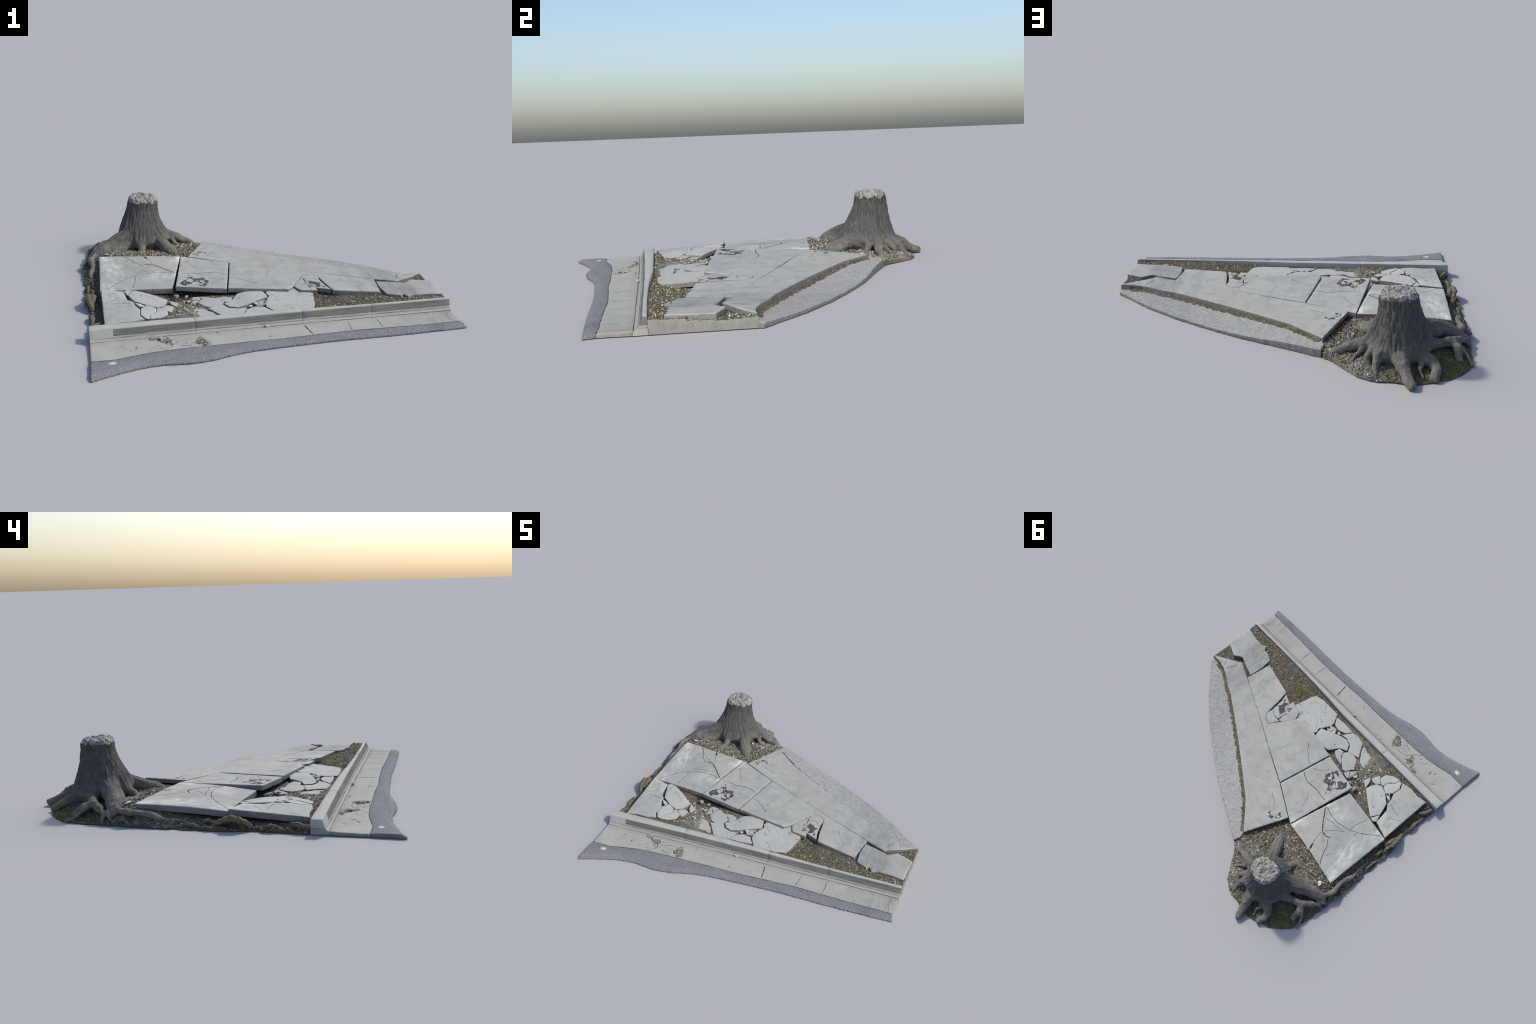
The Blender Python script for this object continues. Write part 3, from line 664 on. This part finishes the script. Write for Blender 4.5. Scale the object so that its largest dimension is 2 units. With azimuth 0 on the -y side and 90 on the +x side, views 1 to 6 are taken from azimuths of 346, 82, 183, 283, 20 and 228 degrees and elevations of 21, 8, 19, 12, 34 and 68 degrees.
def ZA(X, Y):
    P = np.stack([np.atleast_1d(X), np.atleast_1d(Y)], 1); d = line_dist(P, OUTER); t = np.clip((d - .002) / .022, 0, 1)
    b = line_dist(P, BORDER); return .0085 + .0065 * t * t * (3 - 2 * t) + .005 * np.clip(b / .03, 0, 1) * t
plate("asphalt", BORDER + [(x, y - (.006 if -.72 < x < -.2 else .003)) for x, y in OUTER], ZA, [M_ASPH, M_ASPH, M_SOIL_DARK, M_DARK_PATCH, M_SOIL], zbot=0.0, parent=THING, seed=22, grid=.009, bevel=.003, step=.007, jit=.0022, bump=.0012)

# ------------------------------------------------------------------ ramp on the far side
RAMP_OUT = [(1.0, -.176), (.902, -.083), (.794, .028), (.613, .175), (.482, .265), (.351, .350), (.222, .427), (.105, .487), (.04, .518), (-.166, .628), (-.196, .640)]
RAMP_IN = [(-.212, .600), (-.200, .545), (-.034, .381), (.183, .228), (.335, .124), (.509, .011), (.653, -.08), (.733, -.119), (.808, -.165), (.864, -.192), (.93, -.203), (.990, -.206)]
def ZR(X, Y):
    X = np.atleast_1d(X); Y = np.atleast_1d(Y); P = np.stack([X, Y], 1)
    do, di = line_dist(P, RAMP_OUT), line_dist(P, RAMP_IN); t = do / np.maximum(do + di, 1e-6)
    zo = np.interp(X, [-.2, 0, .1, .35, .7, .9, 1], [.042, .036, .026, .016, .017, .018, .022]); zi = np.interp(X, [-.2, 0, .1, .35, .5, .9, 1], [.050, .050, .046, .037, .035, .031, .030])
    t = t ** 1.25
    return zo * (1 - t) + zi * t + .0020 * fbm(P, 28, 4, 3.3) + .0012 * fbm(P, 90, 3, 1.3)
plate("ramp", RAMP_OUT + RAMP_IN, ZR, [M_RAMP, M_EDGE, M_SOIL_DARK, M_DARK_PATCH, M_SOIL], zbot=0.0, parent=THING, seed=31, grid=.008, bevel=.004, jit=.0015, bump=0, step=.009,
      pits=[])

# ------------------------------------------------------------------ soil bed
SOIL_W = [(-.205, .648), (-.249, .685), (-.292, .749), (-.33, .800), (-.366, .852), (-.41, .880), (-.459, .900), (-.531, .902), (-.570, .915), (-.639, .919), (-.716, .902), (-.744, .880), (-.80, .866), (-.859, .816), (-.908, .757), (-.934, .667), (-.947, .61),
          (-.944, .578), (-.956, .494), (-.957, .406), (-.968, .326), (-.974, .241), (-.98, .175), (-.967, .132), (-.982, .094), (-.981, .044), (-.974, .020), (-.984, -.04), (-.986, -.106), (-.970, -.209), (-.956, -.268), (-.966, -.33), (-.971, -.377), (-.977, -.467), (-.982, -.540)]
BED = [(.9805, -.6062), (.996, -.195)] + RAMP_IN[::-1][2:] + SOIL_W + [(x, kerb_inner(x)) for x in (-.75, -.44, -.03, .135, .3, .5, .75)]
BED_H = [(.28, -.24, .064), (.33, -.30, .058), (.98, -.6, .062), (.98, -.45, .055), (.99, -.33, .042), (.99, -.25, .043), (.99, -.205, .050), (.86, -.30, .036), (.85, -.575, .064), (.717, -.55, .063), (.50, -.50, .056), (.277, -.527, .050), (.40, -.44, .044), (.30, -.40, .028), (.6, -.3, .045), (.3, 0, .045), (.6, -.15, .042),
         (.0, .2, .045), (.25, .16, .046), (0, .37, .044), (-.2, .4, .046), (0, 0, .05), (.1, -.56, .045), (-.1, -.55, .045), (-.24, -.55, .047), (-.45, -.53, .050), (-.45, -.45, .050), (-.33, -.45, .043), (-.1, -.45, .046), (.1, -.4, .044), (-.3, -.3, .051), (-.22, -.27, .047), (-.39, -.31, .040), (-.44, -.33, .047), (-.45, -.27, .034), (-.52, -.25, .032), (-.6, -.2, .046), (-.7, -.3, .050),
         (-.6, -.4, .055), (-.7, -.55, .052), (-.9, -.55, .042), (-.8, -.2, .045), (-.7, 0, .048), (-.9, .1, .038), (-.92, -.1, .023), (-.93, -.3, .016), (-.95, -.5, .016), (-.925, .3, .050), (-.5, .1, .055), (-.4, .33, .066), (-.32, .33, .052), (-.25, .45, .044), (-.23, .6, .040), (-.205, .65, .030),
         (-.3, .6, .046), (-.45, .42, .070), (-.6, .38, .080), (-.7, .37, .086), (-.82, .40, .084), (-.6, .47, .064), (-.42, .52, .058), (-.55, .67, .06), (-.4, .72, .05), (-.36, .80, .036), (-.45, .80, .040), (-.33, .80, .010), (-.41, .875, .010), (-.53, .895, .008), (-.52, .84, .03), (-.64, .91, .006), (-.66, .84, .03), (-.74, .87, .007), (-.74, .78, .040), (-.78, .72, .048), (-.85, .81, .006),
         (-.82, .73, .035), (-.93, .66, .006), (-.87, .60, .035), (-.95, .5, .010), (-.955, .4, .012), (-.91, .4, .05), (-.97, .3, .007), (-.98, .17, .006), (-.98, .05, .006), (-.985, -.1, .012), (-.965, -.25, .012), (-.975, -.4, .010)]
ZBED0 = spline_surface(BED_H, 1e-3)
SOLID = [(O1, Z1, .032), (O2, Z2, .029), (O3, Z3, .028), (O5, Z5, .024), (O6, Z6, .030), (P1, Z4, .032)]
def ZBED(X, Y):
    P = np.stack([X, Y], 1); z = ZBED0(X, Y)
    rough = .0035 * fbm(P, 22, 4, 5.1) + .0022 * fbm(P, 75, 3, 8.2)
    west = np.clip((-X - .86) / .08, 0, 1) * np.clip((.62 - Y) / .1, 0, 1)
    stump = np.clip((Y - .60) / .15, 0, 1)
    z = z + rough * (1 + 1.0 * west + .6 * stump) + west * (.011 * fbm(P * np.array([1.0, .6]), 16, 3, 2.2) + .009 * fbm(P, 48, 3, 7.7))
    for poly, zf, th in SOLID:
        k = in_poly(P, poly)
        if k.any(): z[k] = np.minimum(z[k], zf(X[k], Y[k]) - th * .75)
    for poly, zf, dz in FR:
        k = in_poly(P, poly)
        if k.any(): z[k] = np.minimum(z[k], zf(X[k], Y[k]) + dz - .007)
    d = line_dist(P, SOIL_W)
    return np.maximum(z, .003)
bed = plate("soil_bed", BED, ZBED, [M_SOIL, M_BASE, M_SOIL_DARK, M_DARK_PATCH, M_SOIL], zbot=0.0, parent=THING, seed=41, grid=.0072, step=.008, bevel=.003, jit=.0012, bump=0)
# the rim along the soil side is earth, only the cut end is mortar
earth = bed.data.materials.append(M_SOIL) or len(bed.data.materials) - 1
for p in bed.data.polygons:
    if p.material_index == 1 and p.center.x < .94: p.material_index = earth

# a ragged lip of dirt and moss where the ramp meets the long slab
def lip(a, b, w, h, seed):
    n = max(6, int(np.linalg.norm(np.subtract(b, a)) / .006)); m = 7; verts, faces = [], []
    a, b = np.array(a), np.array(b); d = (b - a) / np.linalg.norm(b - a); nrm = np.array([-d[1], d[0]])
    for i in range(n + 1):
        for j in range(m):
            p = a + (b - a) * i / n + nrm * (w * j / (m - 1) - .004)
            base = float(ZR([p[0]], [p[1]])[0])
            t = j / (m - 1)
            hh = h * (1 - t) + .0005 + .0036 * noise.fractal(Vector((p[0] * 30 + seed, p[1] * 30, 0)), 1, 2, 4) + .003 * noise.noise(Vector((p[0] * 160, p[1] * 160, 0))) - .0048 * t
            verts.append((p[0], p[1], base + hh))
    for i in range(n):
        for j in range(m - 1):
            q = (i * m + j, (i + 1) * m + j, (i + 1) * m + j + 1, i * m + j + 1)
            faces.append(q)
    for i in range(n): 
        pass
    return verts, faces
LV, LF = [], []
for i, (a, b) in enumerate(zip(RAMP_IN[1:-2], RAMP_IN[2:-1])):
    v, f = lip(a, b, .050, .010, 3.0); k = len(LV); LV += v; LF += [tuple(k + q for q in t) for t in f]
lip_o = make("dirt_lip", LV, LF, [M_SOIL], None, THING, True, 60)
bm = bmesh.new(); bm.from_mesh(lip_o.data); bmesh.ops.remove_doubles(bm, verts=bm.verts, dist=.0005)
bmesh.ops.recalc_face_normals(bm, faces=bm.faces)
if sum(f.normal.z for f in bm.faces) < 0: bmesh.ops.reverse_faces(bm, faces=bm.faces)
bm.to_mesh(lip_o.data); bm.free(); lip_o["kind"] = "stuff"

def seam(name, path, base, wmin, wmax, seed, scale=14):
    """A low ragged bead of dirt caught along a joint."""
    L = resample(path, .005, False, .0008, random.Random(seed)); T = np.gradient(L, axis=0); T /= np.linalg.norm(T, axis=1)[:, None]
    Nn = np.stack([-T[:, 1], T[:, 0]], 1); verts, faces = [], []
    for i, (p, nn) in enumerate(zip(L, Nn)):
        k = .5 + .5 * noise.fractal(Vector((p[0] * scale, p[1] * scale, seed)), 1, 2, 4); w = wmin + (wmax - wmin) * max(0, k) ** 2
        for u, h in ((-1, -.003), (-.4, .0010), (.4, .0012), (1, -.003)):
            q = p + nn * w * (u + .25 * noise.noise(Vector((p[0] * 90, u * 9, seed))))
            verts.append((q[0], q[1], base + h))
    for i in range(len(L) - 1):
        for j in range(3): faces.append((i * 4 + j, (i + 1) * 4 + j, (i + 1) * 4 + j + 1, i * 4 + j + 1))
    o = make(name, verts, faces, [M_SOIL_DARK], None, THING, True, 60); o["kind"] = "stuff"
seam("joint_dirt", BORDER, .0150, .0008, .0065, 5)
seam("joint_dirt", [(-.983, -.634), (-.44, -.637), (.136, -.645), (.977, -.661)], .0192, .0004, .0040, 6)

# ------------------------------------------------------------------ tree stump
AX, AY = -.560, .672
STUMP = empty("tree_stump", THING)
# trunk radius by height for five directions (degrees from +x), read off the side outlines
LEVELS = [-.01, .03, .06, .09, .11, .13, .16, .20, .25, .30, .35, .372]
PROFILE = {
    0:   [.13, .130, .140, .155, .156, .145, .128, .108, .092, .087, .090, .084],
    30:  [.13, .125, .130, .140, .138, .125, .110, .097, .090, .085, .092, .088],
    90:  [.13, .135, .145, .152, .150, .145, .134, .119, .108, .102, .095, .082],
    150: [.13, .145, .158, .165, .164, .158, .148, .132, .115, .104, .096, .080],
    180: [.14, .155, .172, .182, .181, .173, .160, .146, .127, .107, .099, .078],
    205: [.14, .150, .170, .190, .197, .196, .184, .158, .128, .106, .099, .085],
    270: [.13, .130, .148, .168, .174, .170, .155, .130, .101, .080, .073, .068],
}
def trunk_r(a, z):
    keys = sorted(PROFILE); a = math.degrees(a) % 360; ks = keys + [360]
    for k0, k1 in zip(ks[:-1], ks[1:]):
        if k0 <= a <= k1:
            t = (a - k0) / (k1 - k0); t = t * t * (3 - 2 * t)
            return (1 - t) * np.interp(z, LEVELS, PROFILE[k0]) + t * np.interp(z, LEVELS, PROFILE[k1 % 360])
def trunk_loft():
    verts, faces, S = [], [], 64; zs = np.concatenate([np.linspace(-.01, .36, 40), [.366]])
    for z in zs:
        for k in range(S):
            a = math.tau * k / S; r = trunk_r(a, z)
            fl = np.clip((.17 - z) / .12, 0, 1); r *= 1 + .02 * math.sin(7 * a + 1.3) * (1 - fl)
            top = np.clip((z - .30) / .06, 0, 1)
            r *= 1 + top * (-.025 + .07 * noise.noise(Vector((math.cos(a) * 2.2, math.sin(a) * 2.2, 4.0))) + .05 * noise.noise(Vector((math.cos(a) * 6, math.sin(a) * 6, 1.0))))
            verts.append((AX + r * math.cos(a), AY + r * math.sin(a), z))
    n = len(zs)
    for i in range(n - 1):
        for k in range(S):
            j = (k + 1) % S; faces.append((i * S + k, i * S + j, (i + 1) * S + j, (i + 1) * S + k))
    faces.append(tuple(range(S))[::-1]); faces.append(tuple(range((n - 1) * S, n * S)))
    return verts, faces
ROOTS = [
    [(-.562, .76, .100, .048), (-.572, .838, .074, .038), (-.588, .895, .046, .031), (-.603, .945, .024, .024), (-.612, .982, .013, .019)],
    [(-.64, .745, .090, .045), (-.706, .788, .064, .033), (-.738, .832, .042, .024), (-.732, .864, .026, .023), (-.721, .890, .010, .022)],
    [(-.68, .665, .085, .042), (-.765, .640, .084, .027), (-.838, .618, .083, .023), (-.864, .655, .058, .021), (-.862, .712, .012, .022)],
    [(-.82, .625, .086, .023), (-.875, .570, .068, .020), (-.912, .525, .050, .016), (-.948, .518, .014, .010)],
    [(-.64, .60, .140, .062), (-.745, .545, .116, .050), (-.825, .503, .090, .043), (-.880, .480, .066, .036), (-.915, .468, .044, .024)],
    [(-.69, .56, .105, .048), (-.762, .490, .080, .034), (-.788, .448, .058, .024)],
    [(-.885, .475, .070, .026), (-.912, .430, .066, .018), (-.922, .385, .064, .019), (-.912, .310, .056, .017), (-.932, .215, .038, .014), (-.926, .150, .028, .012), (-.930, .080, .022, .010), (-.945, .050, .010, .008)],
    [(-.51, .60, .125, .046), (-.466, .512, .098, .041), (-.430, .445, .074, .037), (-.404, .400, .058, .029), (-.388, .365, .046, .019)],
    [(-.59, .55, .105, .034), (-.596, .505, .086, .027), (-.602, .472, .066, .024), (-.612, .445, .050, .017)],
    [(-.47, .68, .115, .040), (-.385, .672, .090, .030), (-.325, .660, .070, .024), (-.277, .655, .048, .018), (-.242, .652, .028, .010)],
    [(-.47, .73, .100, .034), (-.424, .758, .074, .022), (-.418, .778, .046, .017), (-.427, .795, .022, .012)],
    [(-.49, .755, .105, .036), (-.462, .800, .078, .024), (-.453, .828, .044, .019), (-.458, .858, .014, .013)],

    [(-.50, .56, .10, .020), (-.475, .505, .066, .016), (-.46, .45, .062, .010)],
    [(-.40, .62, .09, .022), (-.365, .60, .058, .014), (-.33, .585, .046, .009)],
    [(-.58, .44, .066, .013), (-.65, .435, .072, .014), (-.71, .420, .078, .013), (-.77, .405, .084, .010)],
    [(-.90, .50, .06, .016), (-.925, .49, .05, .014), (-.95, .47, .02, .010)],
    [(-.62, .72, .09, .030), (-.668, .800, .062, .018), (-.660, .850, .040, .012), (-.672, .885, .012, .010)],
    [(-.86, .635, .075, .016), (-.892, .650, .050, .012), (-.915, .690, .020, .010), (-.925, .730, .006, .008)],
    [(-.42, .69, .09, .018), (-.365, .725, .055, .012), (-.335, .755, .024, .008)],
]
V, N, F = union_body([trunk_loft()] + [tube(r, 12) for r in ROOTS], .0046, 10)
ang = np.arctan2(V[:, 1] - AY, V[:, 0] - AX); rad = np.hypot(V[:, 0] - AX, V[:, 1] - AY)
S = np.stack([np.cos(ang) * 1.0, np.sin(ang) * 1.0, V[:, 2] * 1.2], 1)
core = np.clip((V[:, 2] - .09) / .06, 0, 1) * np.clip((.345 - V[:, 2]) / .012, 0, 1)
ridge = np.array([noise.ridged_multi_fractal(Vector(p * 9.0), 1.0, 2.0, 3, 1.0, 2.0) for p in S])
ridge = (ridge - ridge.mean()) / (ridge.std() + 1e-9)
disp = .0024 * core * np.clip(ridge, -2, 2) + .003 * core * fbm(S, 3.0, 2, 4)
disp += (1 - core) * (.0075 * fbm(V, 20, 4, 6.6) + .0010 * fbm(V, 80, 3, 2.6))
topk = np.clip((V[:, 2] - .352) / .008, 0, 1)
V = V + N * (disp * (1 - topk))[:, None]
# rugged, chewed cut face
V[:, 2] += topk * (.014 * fbm(V * np.array([1, 1, 0]), 30, 5, 1.1) + .007 * fbm(V * np.array([1, 1, 0]), 70, 3, 7.1) + .006)
for kx, ky, kz, kr, kh in ((-.640, .765, .335, .03, .014), (-.60, .585, .345, .02, .006)):
    d = np.linalg.norm(V - np.array((kx + .0, ky - .01, kz)), axis=1); V += N * (kh * np.exp(-(d / kr) ** 2))[:, None]
V[:, 2] = np.maximum(V[:, 2], .001)

bm_me = bpy.data.meshes.new("whole"); bm_me.from_pydata(V.tolist(), [], F); bm_me.update()
VN = np.array([v.normal[:] for v in bm_me.vertices]); bpy.data.meshes.remove(bm_me)
FC = np.array([V[list(f)].mean(0) for f in F]); fr = np.hypot(FC[:, 0] - AX, FC[:, 1] - AY)
region = np.zeros(len(F), int)                                   # 0 trunk
region[(FC[:, 2] > .350 + .016 * fbm(FC, 30, 3, 9.9)) & (fr < .125)] = 1                      # 1 cut face
paths = [np.array(r)[:, :3] for r in ROOTS]
nearest = np.full(len(F), 9.0); which = np.zeros(len(F), int)
for i, P in enumerate(paths):
    for a, b in zip(P[:-1], P[1:]):
        d = b - a; t = np.clip(((FC - a) @ d) / (d @ d), 0, 1); dd = np.linalg.norm(FC - (a + t[:, None] * d), axis=1)
        k = dd < nearest; nearest[k] = dd[k]; which[k] = i
edge = .118 + .012 * fbm(FC, 20, 2, 3)
isroot = (FC[:, 2] < edge) & (fr > .12) & (region == 0)
def part(name, mask, mat):
    ids = np.nonzero(mask)[0]
    if len(ids) == 0: return
    used = sorted({v for i in ids for v in F[i]}); back = {v: k for k, v in enumerate(used)}
    o = make(name, V[used], [[back[v] for v in F[i]] for i in ids], [mat], None, STUMP, True, 180)
    o.data.normals_split_custom_set_from_vertices([tuple(VN[v]) for v in used])
    return o
part("trunk", (region == 0) & ~isroot, M_TRUNK)
part("cut_face", region == 1, M_CUT)
for i in range(len(ROOTS)): part("root", isroot & (which == i), M_ROOT)

# separate looping surface roots along the soil side
M_DRY = plain("dry_root_wood", (.055, .048, .036), (.24, .205, .145), 75, .95, .9)
for path in ([(-.948, -.050, .012, .010), (-.954, -.095, .038, .012), (-.963, -.140, .058, .013), (-.965, -.175, .060, .014), (-.957, -.215, .042, .015), (-.945, -.250, .016, .012)],
             [(-.925, -.10, .03, .014), (-.940, -.15, .050, .016), (-.945, -.20, .040, .012)],
             [(-.95, .46, .01, .010), (-.935, .44, .03, .011), (-.93, .40, .036, .012), (-.95, .37, .02, .009)],
             [(-.965, -.30, .010, .009), (-.955, -.35, .026, .011), (-.962, -.41, .012, .009)],
             [(-.955, .12, .008, .009), (-.955, .08, .020, .010), (-.958, .03, .016, .009), (-.962, -.01, .006, .008)],
             [(-.92, -.44, .022, .012), (-.945, -.47, .034, .013), (-.955, -.50, .034, .012), (-.965, -.535, .018, .010)],
             [(-.94, .42, .03, .010), (-.962, .40, .035, .010), (-.972, .36, .012, .008)],
             [(-.92, .005, .03, .009), (-.935, -.03, .034, .010), (-.93, -.07, .026, .009)]):
    v, f = tube(path, 18); v = np.array(v); nn = fbm(v, 40, 3, 2.0)
    v = v + .007 * np.stack([nn, fbm(v, 40, 3, 9.0), fbm(v, 40, 3, 5.0)], 1) + .0032 * np.stack([fbm(v, 130, 2, 1.0), fbm(v, 130, 2, 4.0), fbm(v, 130, 2, 8.0)], 1); v[:, 2] = np.maximum(v[:, 2], .001)
    make("surface_root", v, f, [M_DRY], None, STUMP, True, 60)

# ------------------------------------------------------------------ stones and gravel
def pebble(seed, flat=.7, n=14):
    r = random.Random(seed); bm = bmesh.new()
    for _ in range(n):
        v = Vector((r.gauss(0, 1), r.gauss(0, 1), r.gauss(0, 1))).normalized() * r.uniform(.75, 1)
        bm.verts.new((v.x * r.uniform(.9, 1.1), v.y * .8, v.z * flat))
    res = bmesh.ops.convex_hull(bm, input=bm.verts)
    bmesh.ops.delete(bm, geom=[v for v in bm.verts if not v.link_faces], context="VERTS")
    bmesh.ops.triangulate(bm, faces=bm.faces); bm.verts.index_update()
    V = np.array([v.co[:] for v in bm.verts]); F = np.array([[v.index for v in f.verts] for f in bm.faces]); bm.free(); return V, F
SMALL = [pebble(i, .6, 9) for i in range(8)]; BIG = [pebble(50 + i, .7, 22) for i in range(5)]
def rot(r, tilt=.6):
    a = r.uniform(0, math.tau); b, c = r.gauss(0, tilt), r.gauss(0, tilt)
    ca, sa, cb, sb, cc, sc = math.cos(a), math.sin(a), math.cos(b), math.sin(b), math.cos(c), math.sin(c)
    return np.array([[ca, -sa, 0], [sa, ca, 0], [0, 0, 1]]) @ np.array([[1, 0, 0], [0, cb, -sb], [0, sb, cb]]) @ np.array([[cc, 0, sc], [0, 1, 0], [-sc, 0, cc]])
def scatter(name, region, count, sizes, mat, seed, long=1.0, zf=ZBED, avoid=True, shapes=SMALL, sink=.25):
    r = random.Random(seed); A = np.array(region); lo, hi = A.min(0), A.max(0); g = np.random.default_rng(seed)
    P = g.uniform(lo, hi, (count * 6, 2)); k = in_poly(P, A) & in_poly(P, BED)
    P = P[k][:count]
    if avoid:
        for poly, _, _ in SOLID + [(f[0], 0, 0) for f in FR]:
            q = in_poly(P, poly); P = P[~q]
    Z = zf(P[:, 0], P[:, 1]); VV, FF, b = [], [], 0
    for p, z in zip(P, Z):
        v, f = r.choice(shapes); s = sizes[0] + (sizes[1] - sizes[0]) * r.random() ** 2.5
        R = rot(r); w = (v * np.array([long * r.uniform(.8, 1.2), 1, 1]) * s) @ R.T
        w = w + np.array([p[0], p[1], z + s * (.35 - sink)]); VV.append(w); FF.append(f + b); b += len(v)
    if not VV: return
    VV = np.vstack(VV); VV[:, 2] = np.maximum(VV[:, 2], .001)
    o = make(name, VV, np.vstack(FF), [mat], None, THING, False); o["kind"] = "stuff"; return o
scatter("gravel", [(.18, -.62), (.99, -.62), (.99, -.40), (.60, -.25), (.25, -.36)], 2300, (.0020, .0080), M_GRAVEL, 1)
scatter("gravel", [(.84, -.36), (1.0, -.36), (1.0, -.19), (.78, -.28)], 420, (.0022, .008), M_GRAVEL, 2)
scatter("gravel", [(-.95, -.56), (.2, -.58), (.2, -.20), (-.6, -.12), (-.7, -.3), (-.9, -.5)], 2400, (.002, .008), M_GRAVEL, 3)
scatter("litter_chips", [(-.18, .68), (-.3, .30), (-.40, .28), (-.9, .36), (-.9, .44), (-.7, .48), (-.5, .55), (-.38, .78), (-.3, .76)], 2700, (.0022, .0088), M_CHIP, 4, 1.8)
scatter("litter_chips", [(-.25, .62), (-.40, .62), (-.44, .8), (-.6, .84), (-.68, .93), (-.4, .93), (-.2, .75)], 1800, (.002, .0066), M_CHIP, 5, 1.6)
scatter("litter_chips", [(-.66, .78), (-.8, .66), (-.87, .60), (-.96, .6), (-.9, .82), (-.7, .92)], 380, (.0014, .0045), M_CHIP, 6, 2.0)
scatter("litter_chips", [(-1, .56), (-.87, .5), (-.9, -.56), (-1, -.56)], 450, (.002, .007), M_GRAVEL, 7, 1.8, avoid=False)
M_CLOD = plain("earth_clod", (.05, .044, .033), (.20, .18, .14), 60, .97, .8)
scatter("earth_clods", [(-1, .52), (-.88, .46), (-.90, -.55), (-1, -.55)], 240, (.004, .013), M_CLOD, 12, 1.4, avoid=True, shapes=BIG, sink=.5)
scatter("earth_clods", [(-.2, .6), (-.3, .5), (-.9, .75), (-.7, .93), (-.4, .9)], 140, (.004, .011), M_CLOD, 13, 1.4, shapes=BIG, sink=.5)
scatter("gravel", [(-.60, -.21), (-.35, -.27), (-.25, -.30), (-.38, -.36), (-.45, -.52), (-.54, -.30)], 420, (.003, .0095), M_CHIP, 15, 1.2)
ZGF = lambda X, Y: ZG(X, Y) - .004
def in_gutter(name, region, count, seed):
    r = random.Random(seed); A = np.array(region); lo, hi = A.min(0), A.max(0); g = np.random.default_rng(seed)
    P = g.uniform(lo, hi, (count * 5, 2)); P = P[in_poly(P, A)][:count]; VV, FF, b = [], [], 0
    for p in P:
        v, f = r.choice(SMALL); s = .002 + .006 * r.random() ** 2
        w = (v * s) @ rot(r).T + np.array([p[0], p[1], float(ZG(p[0], p[1])) - .003]); VV.append(w); FF.append(f + b); b += len(v)
    o = make(name, np.vstack(VV), np.vstack(FF), [M_GRAVEL], None, THING, False); o["kind"] = "stuff"
in_gutter("gutter_rubble", rubble_zone, 260, 8); in_gutter("gutter_rubble", [(-.56, -.66), (-.62, -.65), (-.66, -.68), (-.60, -.75), (-.55, -.72)], 120, 10); in_gutter("gutter_rubble", [(-.38, -.785), (-.50, -.785), (-.46, -.75), (-.39, -.74)], 90, 9)

def stone(x, y, z, s, mat=M_STONE, seed=0, flat=1.0, name="stone"):
    v, f = BIG[seed % len(BIG)]; key = f"{name}_{seed % len(BIG)}_{mat.name}"
    me = bpy.data.meshes.get(key)
    if me is None:
        me = bpy.data.meshes.new(key); me.from_pydata(v.tolist(), [], f.tolist()); me.materials.append(mat)
    o = bpy.data.objects.new(name, me); bpy.context.scene.collection.objects.link(o); o.parent = THING
    r = random.Random(seed * 7 + 1); o.location = (x, y, z); o.scale = (s * r.uniform(.9, 1.3), s, s * flat); o.rotation_euler = (r.uniform(-.3, .3), r.uniform(-.3, .3), r.uniform(0, 6.28))
for i, (x, y, z, s, fl) in enumerate([(-.487, -.232, .056, .024, .9), (-.455, -.30, .05, .012, 1), (-.43, -.24, .052, .013, 1), (-.664, -.656, .027, .022, .7), (-.632, -.668, .027, .018, .8), (-.068, -.645, .024, .014, 1.1),
                                      (-.590, -.662, .022, .009, .8), (-.40, -.28, .052, .016, .7), (-.28, -.27, .045, .013, .8), (-.47, -.41, .058, .010, 1), (-.50, -.44, .058, .009, 1), (.74, -.52, .068, .010, .6), (.73, -.545, .067, .008, .7),
                                      (-.35, -.28, .054, .010, .8), (-.52, -.60 + .06, .055, .008, .9), (-.33, -.655, .022, .009, .7), (.62, -.50, .063, .007, 1), (.40, -.55, .053, .006, 1), (.93, -.58, .068, .007, 1), (-.10, .30 - .01, .05, .006, 1)]):
    stone(x, y, z, s, M_STONE, i, fl)
for i, (x, y, z, s, fl) in enumerate([(-.109, -.448, .056, .014, .6), (-.712, -.345, .080, .011, .6), (-.690, -.375, .079, .007, .6), (-.824, .423, .086, .022, .45), (-.36, .58, .05, .008, .8), (-.34, .56, .05, .007, .8), (-.80, .40, .085, .012, .5)]):
    stone(x, y, z, s, M_WHITE, i + 30, fl, "white_chip")
# pale curled strips of bark litter between the roots
for i, path in enumerate(([(-.545, .455, .055, .004), (-.565, .435, .060, .005), (-.590, .430, .058, .004), (-.60, .445, .056, .003)], [(-.66, .455, .058, .004), (-.69, .440, .063, .006), (-.715, .445, .060, .004)],
                         [(-.56, .47, .055, .003), (-.58, .455, .062, .004), (-.615, .452, .058, .003)])):
    v, f = tube(path, 7); v = np.array(v); make("bark_strip", v, f, [M_WHITE], None, THING, True, 60)
